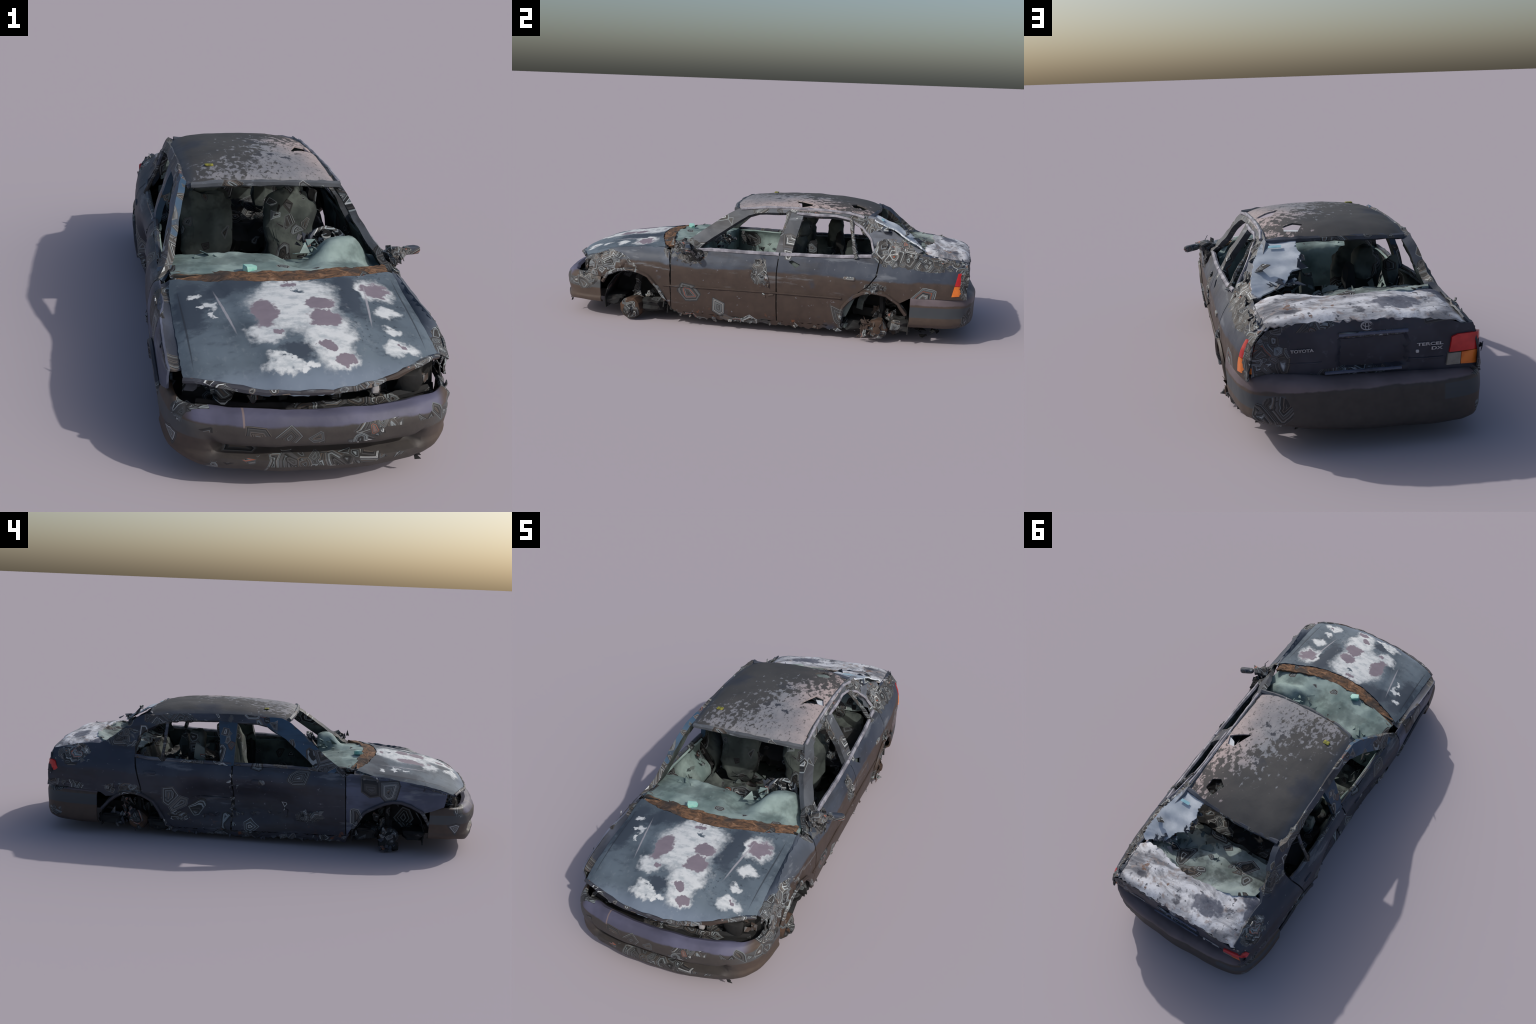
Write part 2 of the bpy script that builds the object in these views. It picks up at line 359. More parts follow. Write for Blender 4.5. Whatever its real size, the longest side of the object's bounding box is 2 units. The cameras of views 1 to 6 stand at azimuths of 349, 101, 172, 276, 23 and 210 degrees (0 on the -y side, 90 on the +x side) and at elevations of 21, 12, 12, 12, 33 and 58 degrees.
def rough_offset(p, amp=.0025, crush=.011):
    v = Vector(p)
    o = amp * noise.noise(v * 9) + amp * .6 * noise.noise(v * 23)
    c = crush_amount(p)
    if c > 0: o += c * crush * (noise.noise(v * 31) + .8 * noise.noise(v * 64))
    return o

def resample(poly, step, jag=0, seed=0):
    r = random.Random(seed); out = []
    for i in range(len(poly)):
        a, b = Vector(poly[i]), Vector(poly[(i + 1) % len(poly)])
        n = max(1, round((b - a).length / step))
        t = (b - a).normalized() if (b - a).length > 0 else Vector((1, 0)); nrm = Vector((-t[1], t[0]))
        for k in range(n):
            p = a.lerp(b, k / n)
            if jag: p += nrm * r.uniform(-jag, jag)
            out.append((p.x, p.y))
    return out

def panel(name, poly, fn, outward, mats, step=.014, thick=.006, amp=.0025, crush=.011, jag=0., holes=(), parent=None, angle=38, seed=1):
    """sheet-metal panel: polygon in a parameter plane, filled with points, lifted to 3D by fn, thickened inwards"""
    r = random.Random(seed)
    loops = [resample(poly, step, jag, seed)] + [resample(h, step * .8, jag, seed + 3) for h in holes]
    vs, es = [], []
    for L in loops:
        s = len(vs); vs += L; es += [(s + i, s + (i + 1) % len(L)) for i in range(len(L))]
    nb = len(vs)
    P = np.array(poly); lo, hi = P.min(0), P.max(0)
    B = np.array(vs)
    row = 0; y = lo[1] + step * .5
    while y < hi[1]:
        x = lo[0] + step * (.5 if row % 2 else 1.0)
        while x < hi[0]:
            q = (x + r.uniform(-.22, .22) * step, y + r.uniform(-.22, .22) * step)
            if inside(q, loops) and np.min(np.hypot(B[:, 0] - q[0], B[:, 1] - q[1])) > step * .55: vs.append(q)
            x += step
        y += step * .87; row += 1
    v2, _, f2, *_ = delaunay_2d_cdt([Vector(v) for v in vs], es, [], 1, 1e-6)
    bm = bmesh.new()
    bv = [bm.verts.new(fn(v.x, v.y)) for v in v2]
    for f in f2:
        if not inside((sum(v2[i].x for i in f) / len(f), sum(v2[i].y for i in f) / len(f)), loops): continue
        try: bm.faces.new([bv[i] for i in f])
        except ValueError: pass
    return thicken(name, bm, outward, mats, thick, amp, crush, parent, angle)

def inside(q, loops):
    c = False
    for L in loops:
        n = len(L); j = n - 1
        for i in range(n):
            a, b = L[i], L[j]
            if (a[1] > q[1]) != (b[1] > q[1]) and q[0] < (b[0] - a[0]) * (q[1] - a[1]) / (b[1] - a[1]) + a[0]: c = not c
            j = i
    return c

def thicken(name, bm, outward, mats, thick, amp, crush, parent=None, angle=38):
    bm.normal_update()
    if callable(outward):
        s = sum(f.normal.dot(Vector(outward(f.calc_center_median()))) * f.calc_area() for f in bm.faces)
    else:
        s = sum(f.normal.dot(Vector(outward)) * f.calc_area() for f in bm.faces)
    if s < 0: bmesh.ops.reverse_faces(bm, faces=bm.faces[:])
    bm.normal_update()
    for v in bm.verts: v.co = v.co + v.normal * rough_offset(v.co, amp, crush)
    bm.normal_update()
    outer = bm.faces[:]; edges = [e for e in bm.edges if e.is_boundary]
    inner = {v: bm.verts.new(v.co - v.normal * thick) for v in bm.verts[:]}
    for f in outer:
        nf = bm.faces.new([inner[v] for v in reversed(f.verts)]); nf.material_index = 1 if len(mats) > 1 else 0
    for e in edges:
        a, b = e.verts; lf = e.link_faces[0]
        vl = list(lf.verts); i = vl.index(a)
        if vl[(i + 1) % len(vl)] == b: a, b = b, a
        nf = bm.faces.new([a, b, inner[b], inner[a]]); nf.material_index = 0
    me = bpy.data.meshes.new(name); bm.to_mesh(me); bm.free()
    return add_object(name, me, parent, mats, angle)

def loft(name, rows, outward, mats, thick=.006, amp=.002, crush=.008, parent=None, closed=False, angle=38):
    bm = bmesh.new(); g = [[bm.verts.new(p) for p in r] for r in rows]
    for i in range(len(g) - 1):
        m = len(g[i])
        for j in range(m if closed else m - 1):
            bm.faces.new([g[i][j], g[i][(j + 1) % m], g[i + 1][(j + 1) % m], g[i + 1][j]])
    return thicken(name, bm, outward, mats, thick, amp, crush, parent, angle)

def lump(name, c, size, mats, rot=(0, 0, 0), sub=4, power=.5, rough=.12, freq=9, parent=None, angle=30, seed=0):
    """rounded, battered block (superellipsoid)"""
    bm = bmesh.new(); bmesh.ops.create_icosphere(bm, subdivisions=sub, radius=1)
    R = Matrix.Rotation(rot[2], 3, "Z") @ Matrix.Rotation(rot[1], 3, "Y") @ Matrix.Rotation(rot[0], 3, "X")
    for v in bm.verts:
        p = v.co
        p = Vector([math.copysign(abs(k) ** power, k) for k in p])
        if p.length > 1.35: p *= 1.35 / p.length
        p = Vector((p.x * size[0] / 2, p.y * size[1] / 2, p.z * size[2] / 2))
        w = R @ p + Vector(c)
        k = 1 + rough * (noise.noise(w * freq * 2 + Vector((seed, 0, 0))) + .6 * noise.noise(w * freq * 5 + Vector((0, seed, 0))))
        v.co = R @ (p * k) + Vector(c)
    for v in bm.verts: v.co.z = max(v.co.z, .001)
    me = bpy.data.meshes.new(name); bm.to_mesh(me); bm.free()
    return add_object(name, me, parent, mats, angle)

def bar(name, pts, w, mats, sides=6, rough=.15, parent=None, angle=40, flat=1.0, seed=0):
    """battered tube through points; w = radius or list of radii"""
    rows = []; P = [Vector(p) for p in pts]
    # subdivide
    Q = []; W = []
    ws = w if isinstance(w, (list, tuple)) else [w] * len(P)
    for i in range(len(P) - 1):
        n = max(1, int((P[i + 1] - P[i]).length / .02))
        for k in range(n): Q.append(P[i].lerp(P[i + 1], k / n)); W.append(ws[i] + (ws[i + 1] - ws[i]) * k / n)
    Q.append(P[-1]); W.append(ws[-1])
    bm = bmesh.new(); prev = None; rings = []
    for i, q in enumerate(Q):
        d = (Q[min(i + 1, len(Q) - 1)] - Q[max(i - 1, 0)]).normalized()
        a = d.cross(Vector((0, 0, 1)));  a = a.normalized() if a.length > 1e-3 else Vector((1, 0, 0))
        b = d.cross(a).normalized()
        ring = []
        for k in range(sides):
            t = 2 * math.pi * (k + .5) / sides
            p = q + (a * math.cos(t) * flat + b * math.sin(t)) * W[i]
            p += (p - q) * rough * 2 * noise.noise(p * 40 + Vector((seed, 0, 0)))
            ring.append(bm.verts.new(p))
        rings.append(ring)
    for i in range(len(rings) - 1):
        for k in range(sides):
            bm.faces.new([rings[i][k], rings[i][(k + 1) % sides], rings[i + 1][(k + 1) % sides], rings[i + 1][k]])
    bm.faces.new(list(reversed(rings[0]))); bm.faces.new(rings[-1])
    bmesh.ops.recalc_face_normals(bm, faces=bm.faces[:])
    me = bpy.data.meshes.new(name); bm.to_mesh(me); bm.free()
    return add_object(name, me, parent, mats, angle)

def shards(name, places, mats, seed, size=(.012, .035), thick=.0025, parent=None, tilt=.5):
    """torn slivers of sheet metal; places: list of (point, normal, spread, count)"""
    r = random.Random(seed); bm = bmesh.new()
    for c, nrm, spread, cnt in places:
        n0 = Vector(nrm).normalized()
        for _ in range(cnt):
            n = (n0 + Vector((r.uniform(-tilt, tilt), r.uniform(-tilt, tilt), r.uniform(-tilt, tilt)))).normalized()
            a = n.orthogonal().normalized(); a = Matrix.Rotation(r.uniform(0, 6.28), 3, n) @ a; b = n.cross(a)
            q = Vector(c) + Vector([r.uniform(-s, s) for s in spread])
            s = r.uniform(*size); k = r.choice((3, 3, 4, 5))
            top, bot = [], []
            for i in range(k):
                t = 2 * math.pi * (i + r.uniform(-.3, .3)) / k
                p = q + a * math.cos(t) * s * r.uniform(.5, 1.3) + b * math.sin(t) * s * r.uniform(.3, .8) + n * r.uniform(-.2, .2) * s
                p.z = max(p.z, .001)
                top.append(bm.verts.new(p)); bot.append(bm.verts.new(p - n * thick))
            bm.faces.new(top); bm.faces.new(list(reversed(bot)))
            for i in range(k): bm.faces.new([top[i], bot[i], bot[(i + 1) % k], top[(i + 1) % k]])
    bmesh.ops.recalc_face_normals(bm, faces=bm.faces[:])
    me = bpy.data.meshes.new(name); bm.to_mesh(me); bm.free()
    return add_object(name, me, parent, mats, 20, stuff=True)

# ------------------------------------------------------------------ body surfaces
WR_Y = [-.95, -.90, -.85, -.78, -.65, -.5, -.3, 0, .3, .5, .7, .85, .93, .97]
WR_X = [.265, .312, .334, .348, .358, .362, .365, .365, .364, .362, .355, .339, .319, .292]
WL_Y = [-.96, -.92, -.87, -.80, -.65, -.4, 0, .4, .6, .75, .87, .94, .98]
WL_X = [.345, .378, .401, .419, .430, .433, .430, .430, .425, .415, .402, .387, .365]
IN_Z = [.02, .05, .10, .20, .26, .30, .33, .355, .37, .40, .45, .50, .54, .575]
LOWER = [.056, .036, .016, .003, .001, .006, .017]
IN_Y = [-.60, -.30, 0., .42, .50, .60, .75]
IN_R = [[.046, .066, .10, .13, .155, .175, .19], [.038, .048, .073, .108, .136, .160, .182], [.030, .040, .058, .088, .118, .146, .174],
        [.032, .042, .060, .090, .124, .154, .182], [.031, .041, .062, .094, .126, .156, .184], [.034, .046, .070, .104, .140, .172, .194], [.030, .042, .078, .128, .158, .178, .19]]
IN_L = [[.050, .072, .10, .12, .13, .14, .15], [.044, .053, .066, .080, .095, .112, .130], [.042, .050, .061, .076, .092, .110, .131],
        [.042, .051, .064, .082, .099, .115, .136], [.043, .053, .068, .089, .106, .122, .140], [.042, .056, .075, .099, .117, .132, .146], [.034, .048, .078, .112, .13, .14, .15]]

def inset(tab, y, z):
    cols = [curve(z, IN_Z, LOWER + t) for t in tab]
    return curve(y, IN_Y, cols)

def side(s):
    """s=+1 right flank, s=-1 left flank: (y, z) -> point on the skin"""
    def f(y, z):
        if s > 0: return (curve(y, WR_Y, WR_X) - inset(IN_R, y, z), y, z)
        d = 0
        if z < .56:                          # the left doors are pushed in, deepest at the door joint
            d = .074 * math.exp(-((z - .200) / .066) ** 2) * sstep(y, -.27, -.02) * (1 - sstep(y, .22, .38))
            d += .028 * math.exp(-((z - .125) / .05) ** 2) * sstep(y, -.30, -.05) * (1 - sstep(y, .25, .39))
            d += .014 * math.exp(-((z - .33) / .05) ** 2) * sstep(y, -.05, .07) * (1 - sstep(y, .15, .30))
        return (-curve(y, WL_Y, WL_X) + inset(IN_L, y, z) + d, y, z)
    return f
R, L = side(1), side(-1)

def hood_z(x, y):
    dx = x - XC
    z = curve(y, [-.955, -.945, -.92, -.87, -.775, -.65, -.545, -.47, -.40], [.250, .262, .290, .319, .348, .369, .381, .390, .396]) - .005 * math.exp(-(dx / .2) ** 2) - (.30 - .08 * sstep(y, -.56, -.44)) * dx * dx
    # two pressed creases running forward
    for x0, x1 in ((-.262, -.215), (.178, .132)):
        xc = x0 + (x1 - x0) * (y + .53) / -.27
        z += .004 * math.exp(-((x - xc) / .008) ** 2) * sstep(y, -.84, -.76) * (1 - sstep(y, -.55, -.52))
        z += .004 * sstep(abs(dx), abs(xc - XC), abs(xc - XC) - .05)
    z += .014 * dx
    e = (abs(dx) - .315) / .02
    if e > 0: z -= .006 * e
    return z

def roof_z(x, y):
    t = abs(x - (XC - .010)) / .254
    z = curve(y, [-.150, -.138, -.10, 0, .1, .2, .3, .4, .48, .53], [.560, .571, .582, .592, .598, .600, .596, .588, .573, .554])
    return z - .017 * t * t - .024 * t ** 7

def deck_z(x, y):
    base = curve(y, [.66, .74, .85, .93, .955], [.424, .428, .418, .403, .388])
    t = abs(x - XC) / .31
    return base + .030 * (x - XC) - .022 * t ** 2.5 - .016 * t ** 12

# ------------------------------------------------------------------ flanks
MB = (M_BODY, M_INT)
ARCH_FR = [(-.748, .12), (-.738, .185), (-.712, .224), (-.672, .243), (-.632, .252), (-.595, .254), (-.557, .248), (-.51, .229), (-.462, .178), (-.424, .118), (-.392, .072)]
ARCH_RR = [(.397, .100), (.407, .160), (.43, .19), (.456, .213), (.49, .23), (.522, .238), (.56, .237), (.599, .229), (.651, .195), (.688, .145), (.706, .098)]
ARCH_FL = [(-.782, .077), (-.768, .141), (-.731, .200), (-.679, .227), (-.64, .238), (-.603, .240), (-.565, .230), (-.53, .212), (-.482, .183), (-.436, .109), (-.408, .06)]
ARCH_RL = [(.411, .095), (.429, .129), (.456, .172), (.509, .200), (.54, .207), (.571, .207), (.60, .20), (.624, .188), (.66, .159), (.696, .120), (.725, .085)]

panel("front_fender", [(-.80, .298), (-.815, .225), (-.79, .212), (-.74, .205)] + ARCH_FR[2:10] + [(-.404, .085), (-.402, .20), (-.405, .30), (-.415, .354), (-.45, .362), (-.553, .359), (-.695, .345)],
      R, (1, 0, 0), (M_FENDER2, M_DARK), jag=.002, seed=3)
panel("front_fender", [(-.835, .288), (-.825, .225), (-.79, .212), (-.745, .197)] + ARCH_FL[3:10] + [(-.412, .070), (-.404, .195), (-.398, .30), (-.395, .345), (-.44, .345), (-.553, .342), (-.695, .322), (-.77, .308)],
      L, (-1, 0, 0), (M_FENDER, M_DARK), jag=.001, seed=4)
def ledge(f, top, hx, mats, out, drop):
    rows = []
    for k in range(25):
        y = -.43 - .40 * k / 24
        a = Vector(f(y, curve(-y, [-p[0] for p in top], [p[1] for p in top]) - .004)); b = Vector((hx, y, hood_z(hx, y) - .004))
        rows.append([a.lerp(b, t) - Vector((0, 0, drop * math.sin(math.pi * t))) for t in (0, .25, .5, .75, 1)])
    loft("fender_ledge", rows, out, mats, amp=.003, crush=.004)
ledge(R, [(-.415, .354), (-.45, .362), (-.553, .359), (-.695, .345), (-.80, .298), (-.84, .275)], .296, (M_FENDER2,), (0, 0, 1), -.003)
ledge(L, [(-.395, .345), (-.44, .345), (-.553, .342), (-.695, .322), (-.77, .308), (-.835, .288)], -.368, (M_FRAME2,), (0, 0, 1), .006)
# bumper ends in front of the wheel arch are part of the bumper itself (see below)
fdr = panel("front_door", [(-.399, .085), (-.385, .068), (-.2, .064), (.0, .062), (.102, .062), (.100, .20), (.097, .29), (.100, .364), (-.048, .364), (-.22, .362), (-.40, .352), (-.397, .25)],
      R, (1, 0, 0), MB, seed=5)
rdr = panel("rear_door", [(.107, .062), (.25, .062), (.385, .066)] + ARCH_RR[:4] + [(.475, .235), (.51, .262), (.545, .31), (.556, .386), (.52, .383), (.391, .373), (.218, .368), (.105, .365), (.102, .29), (.105, .20)],
      R, (1, 0, 0), MB, seed=6, holes=[[(.150, .345), (.165, .352), (.205, .335), (.185, .320)]])
fdl = panel("front_door", [(-.407, .070), (-.2, .060), (.0, .055), (.101, .052), (.100, .20), (.104, .30), (.106, .347), (-.131, .351), (-.268, .347), (-.388, .345), (-.393, .30), (-.399, .20)],
      L, (-1, 0, 0), MB, seed=7, crush=.018)
rdl = panel("rear_door", [(.108, .052), (.25, .050), (.37, .052)] + ARCH_RL[:4] + [(.512, .235), (.528, .29), (.548, .360), (.48, .351), (.30, .350), (.164, .352), (.113, .348), (.111, .30), (.107, .2)],
      L, (-1, 0, 0), MB, seed=8, crush=.018)
panel("rear_quarter_panel", [(.562, .388), (.552, .31), (.515, .260), (.478, .236)] + ARCH_RR[4:9] + [(.672, .205), (.70, .222), (.80, .226), (.90, .226), (.945, .226), (.95, .30), (.945, .384), (.90, .393), (.80, .403), (.72, .412), (.64, .406)],
      R, (1, 0, .2), MB, seed=9)
panel("rear_quarter_panel", [(.555, .362), (.535, .29), (.518, .235), (.512, .203)] + ARCH_RL[4:8] + [(.675, .18), (.70, .196), (.80, .205), (.90, .208), (.955, .208), (.955, .30), (.94, .372), (.86, .392), (.775, .404), (.721, .404), (.64, .384)],
      L, (-1, 0, .2), MB, seed=10)
for f, sg, arch, mt in ((R, 1, ARCH_FR[1:10], M_SHARD), (R, 1, ARCH_RR[:10], M_BODY), (L, -1, ARCH_FL[1:10], M_BODY), (L, -1, ARCH_RL[:10], M_BODY)):
    bar("wheel_arch_lip", [Vector(f(*p)) + Vector((sg * .004, 0, 0)) for p in arch], .008, (mt,), rough=.15)
# rocker sills, torn along the lower edge
panel("rocker_sill", [(-.40, .080), (-.36, .050), (-.30, .056), (-.266, .034), (-.15, .042), (-.03, .036), (.1, .040), (.24, .034), (.33, .044), (.40, .050), (.396, .098), (.385, .064), (.2, .060), (0, .060), (-.2, .062), (-.385, .066)],
      R, (1, 0, -.2), (M_BODY, M_DARK), jag=.006, seed=11, step=.012)
panel("rocker_sill", [(-.425, .075), (-.41, .038), (-.3, .034), (-.15, .030), (0, .026), (.11, .024), (.25, .026), (.357, .028), (.40, .055), (.411, .092), (.375, .05), (.25, .048), (.1, .050), (-.2, .058), (-.408, .068)],
      L, (-1, 0, -.2), (M_SHARD, M_DARK), jag=.006, seed=12, step=.012)
# dark backing bars added behind the door seams to stop light leaking through
for f, sg, seams in ((R, -1, ([(-.400, .07), (-.399, .20), (-.402, .30), (-.41, .345)], [(.104, .07), (.102, .2), (.101, .30), (.104, .355)], [(.476, .24), (.515, .265), (.55, .315), (.560, .375)])),
                     (L, 1, ([(-.410, .08), (-.401, .20), (-.395, .30), (-.391, .335)], [(.105, .06), (.104, .2), (.107, .30), (.11, .338)], [(.514, .215), (.516, .24), (.532, .29), (.552, .355)]))):
    for sm in seams:
        bar("seam_backing", [Vector(f(*p)) + Vector((sg * .017, 0, 0)) for p in sm], .013, (M_DARK,), rough=.05)
# rubbing strips on the doors
for s, pts in ((R, [(-.435, .192), (-.2, .196), (.065, .200), (.40, .200)]), (L, [(.13, .188), (.25, .190), (.40, .192)])):
    for k in range(len(pts) - 1):
        pass
    v = [Vector(s(y, z)) for y, z in pts]
    o = Vector((.002 if s is R else -.002, 0, 0))
    bar("rub_strip", [p + o for p in v], .004, (M_BODY,), rough=.05)
# door handles and lock
lump("door_handle", L(.475, .300), (.010, .055, .016), (M_BODY,), parent=rdl, sub=2, rough=.1)
lump("door_handle", R(.43, .292), (.012, .055, .018), (M_SHARD,), parent=rdr, sub=2, rough=.2)
lump("door_lock", R(.055, .268), (.008, .012, .012), (M_LETTER,), parent=fdr, sub=2)
lump("door_handle", L(-.01, .285), (.014, .060, .022), (M_SHARD,), parent=fdl, sub=2, rough=.2)
# belt mouldings, pale on the right, sooty on the left
for pts, mt in (([(-.30, .360), (-.22, .366), (-.048, .368), (.102, .369)], M_PALE), ([(.11, .370), (.218, .373), (.391, .378), (.52, .388)], M_PALE)):
    bar("belt_moulding", [Vector(R(*p)) + Vector((-.004, 0, .002)) for p in pts], .009, (mt,), rough=.12)
for pts in ([(-.27, .350), (-.131, .354), (.10, .351)], [(.115, .352), (.30, .353), (.48, .354), (.55, .362)]):
    bar("belt_moulding", [Vector(L(*p)) + Vector((.004, 0, .002)) for p in pts], .009, (M_FRAME2,), rough=.15)

# ------------------------------------------------------------------ pillars and rails
PT = .022
panel("windshield_pillar", [(-.415, .352), (-.36, .385), (-.31, .420), (-.23, .481), (-.163, .527), (-.114, .554), (-.06, .560), (-.066, .527), (-.117, .492), (-.198, .437), (-.253, .396), (-.280, .362), (-.33, .35)],
      R, (1, 0, .3), (M_FRAME, M_INT), thick=PT, seed=13, crush=.008, amp=.006)
panel("windshield_pillar", [(-.395, .345), (-.30, .410), (-.212, .490), (-.138, .543), (-.095, .560), (-.04, .561), (-.032, .524), (-.12, .474), (-.211, .400), (-.268, .352), (-.30, .345)],
      L, (-1, 0, .3), (M_BLUE, M_INT), thick=PT, seed=14, amp=.006)
panel("roof_rail", [(-.060, .563), (.017, .570), (.151, .574), (.283, .573), (.414, .566), (.49, .556), (.465, .505), (.408, .534), (.329, .545), (.259, .541), (.188, .546), (.112, .547), (-.018, .541), (-.066, .527)],
      R, (1, 0, .5), (M_FRAME, M_INT), thick=PT, seed=15, crush=.006, amp=.005)
panel("roof_rail", [(-.04, .560), (.05, .566), (.144, .566), (.30, .560), (.408, .552), (.49, .540), (.46, .505), (.407, .519), (.319, .530), (.187, .535), (.10, .532), (.012, .533), (-.032, .524)],
      L, (-1, 0, .5), (M_FRAME2, M_INT), thick=PT, seed=16, crush=.006)
panel("center_pillar", [(.078, .355), (.153, .355), (.172, .45), (.192, .552), (.108, .552), (.112, .52), (.098, .45)], R, (1, 0, .2), (M_FRAME, M_INT), thick=PT, seed=17, amp=.006)
panel("center_pillar", [(.104, .345), (.166, .345), (.172, .45), (.185, .540), (.100, .540), (.103, .45)], L, (-1, 0, .2), (M_BLUE, M_INT), thick=PT, seed=18, amp=.006)
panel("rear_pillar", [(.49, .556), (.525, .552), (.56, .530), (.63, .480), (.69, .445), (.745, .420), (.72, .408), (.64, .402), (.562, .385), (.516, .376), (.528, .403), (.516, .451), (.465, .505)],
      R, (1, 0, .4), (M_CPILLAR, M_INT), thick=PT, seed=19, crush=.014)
panel("rear_pillar", [(.49, .542), (.52, .547), (.56, .530), (.603, .490), (.65, .455), (.693, .422), (.735, .400), (.70, .392), (.64, .380), (.553, .360), (.559, .40), (.549, .446), (.51, .478), (.46, .505)],
      L, (-1, 0, .4), (M_BODY, M_INT), thick=PT + .01, seed=20, crush=.010)
bar("drip_rail", [Vector(R(*p)) + Vector((.002, 0, 0)) for p in ((-.105, .552), (.017, .566), (.151, .569), (.283, .568), (.40, .562), (.47, .548))], .006, (M_PALE,), rough=.25)
bar("drip_rail", [Vector(R(*p)) + Vector((.003, 0, 0)) for p in ((.16, .548), (.26, .545), (.34, .547), (.41, .536), (.47, .503), (.512, .458), (.527, .41))], .006, (M_PALE,), rough=.25, seed=2)
# quarter-window divider bars
bar("window_divider", [L(.425, .350), L(.420, .44), L(.415, .515)], [.008, .007, .008], (M_FRAME2,), rough=.2)
bar("window_divider", [R(.455, .375), R(.43, .46), R(.415, .535)], [.012, .008, .012], (M_FRAME2,), rough=.3, seed=3)

# ------------------------------------------------------------------ hood, cowl, roof, trunk
def hood_outline():
    pts = []
    n = 15
    for i in range(n):
        t = -1 + 2 * i / (n - 1); y = -.950 + (.105 if t > 0 else .075) * abs(t) ** 2.2
        pts.append((XC + .337 * t, y))
    pts += [(.302, -.70), (.303, -.55), (.298, -.445)]
    for t in (.85, .6, .3, 0, -.3, -.6, -.85): pts.append((XC + .335 * t, -.535 + .095 * abs(t) ** 1.9))
    pts += [(-.374, -.440), (-.380, -.55), (-.378, -.72), (-.376, -.82)]
    return pts
panel("hood", hood_outline(), lambda x, y: (x, y, hood_z(x, y)), (0, 0, 1), (M_HOOD, M_DARK), step=.013, crush=.0, amp=.002, jag=.0015, seed=21)
# crumpled rolled lip along the hood's front edge
lip = [(XC + .337 * t, -.944 + (.105 if t > 0 else .075) * abs(t) ** 2.2) for t in [k / 12 - 1 for k in range(25)]]
bar("hood_lip", [(x, y - .001, hood_z(x, y) - .003 + .004 * noise.noise(Vector((x * 30, 0, 0)))) for x, y in lip], .008, (M_SHARD,), rough=.35, sides=7, angle=15)

def cowl(x, y): return (x, y, hood_z(x, y) - .003 + .004 * noise.noise(Vector((x * 40, y * 40, 2))))
front, back = [], []
for t in (-.98, -.85, -.6, -.3, 0, .3, .6, .85, .98):
    front.append((XC + .338 * t, -.532 + .097 * abs(t) ** 1.9)); back.append((XC + .335 * t, -.470 + .075 * abs(t) ** 1.9))
panel("cowl_strip", front + back[::-1], cowl, (0, 0, 1), (M_RUST,), step=.011, amp=.004, crush=0, jag=.003, thick=.012, seed=22)

roof_poly = [(.212, -.125), (.12, -.139), (XC, -.144), (-.18, -.141), (-.292, -.128), (-.300, 0), (-.302, .2), (-.300, .40), (-.292, .505),
             (-.2, .520), (-.1, .527), (0, .523), (.1, .513), (.190, .498), (.197, .40), (.202, .2), (.206, 0)]
hole = [(.122, .457), (.118, .410), (.082, .395), (.052, .421), (.078, .478)]
tear = [(.092, .128), (.183, .175), (.165, .222), (.132, .224)]
panel("roof", roof_poly, lambda x, y: (x, y, roof_z(x, y)), (0, 0, 1), (M_ROOF, M_DARK), step=.013, holes=[hole, tear], crush=0, amp=.003, seed=23)
bar("roof_header", [(.205, -.128, .548), (.1, -.143, .558), (XC, -.147, .561), (-.18, -.144, .559), (-.28, -.128, .548)], .011, (M_FRAME,), rough=.25)
bar("roof_header", [(-.28, .505, .540), (-.1, .52, .548), (.08, .512, .548), (.19, .495, .545)], .011, (M_FRAME2,), rough=.25)
panel("torn_flap", [(.13, .222), (.150, .19), (.182, .176), (.166, .222)], lambda x, y: (x, y, roof_z(x, y) - .02 + (x - .13) * .25), (0, 0, 1), (M_WHITE,), step=.012, crush=0)
lump("dead_leaf", (-.211, -.018, roof_z(-.211, -.018) + .003), (.030, .022, .006), (M_LEAF,), sub=2, rough=.5, freq=20)

deck = [(.278, .944), (.18, .952), (.03, .956), (-.15, .955), (-.29, .950), (-.358, .940), (-.365, .80), (-.355, .725), (-.285, .712), (-.23, .745), (-.184, .772), (-.10, .785), (.0, .795), (.06, .788), (.153, .762), (.23, .750), (.262, .770), (.278, .85)]
tl = panel("trunk_lid", deck, lambda x, y: (x, y, deck_z(x, y)), (0, 0, 1), (M_TRUNK, M_INT), step=.012, amp=.006, crush=.004, jag=.004, seed=24)

def back_y(x, z):
    b = curve(z, [.19, .23, .27, .30, .34, .38, .40], [.932, .942, .950, .955, .957, .955, .951])
    if -.165 < x < .05 and .235 < z < .34:      # number-plate recess
        b -= .016 * sstep(x, -.165, -.155) * (1 - sstep(x, .04, .05)) * sstep(z, .235, .243) * (1 - sstep(z, .332, .340))
    return b - .10 * max(0, abs(x - XC) - .20) ** 1.5 * 2.2
def back(x, z): return (x, back_y(x, z), z)
face = [(.300, .215), (.1, .205), (-.1, .200), (-.30, .196), (-.385, .20), (-.383, .30), (-.362, .355)] + [(x, deck_z(x, .948) - .002) for x in (-.33, -.29, -.15, .03, .18, .255)] + [(.285, .34), (.300, .28)]
panel("trunk_face", face, back, (0, 1, 0), (M_TRUNKBACK, M_DARK), step=.010, amp=.0025, crush=.007, parent=tl, seed=25)
bar("plate_lamp_bar", [(x, back_y(x, .350) + .003, .349) for x in (-.160, -.08, 0, .045)], .006, (M_FENDER,), parent=tl, rough=.1)
bar("plate_recess_lip", [(x, back_y(x, .230) + .001, .231) for x in (-.145, -.08, 0, .085)], .005, (M_FENDER,), parent=tl, rough=.15)  # pale paint here and on the lamp bar stands in for a sky highlight
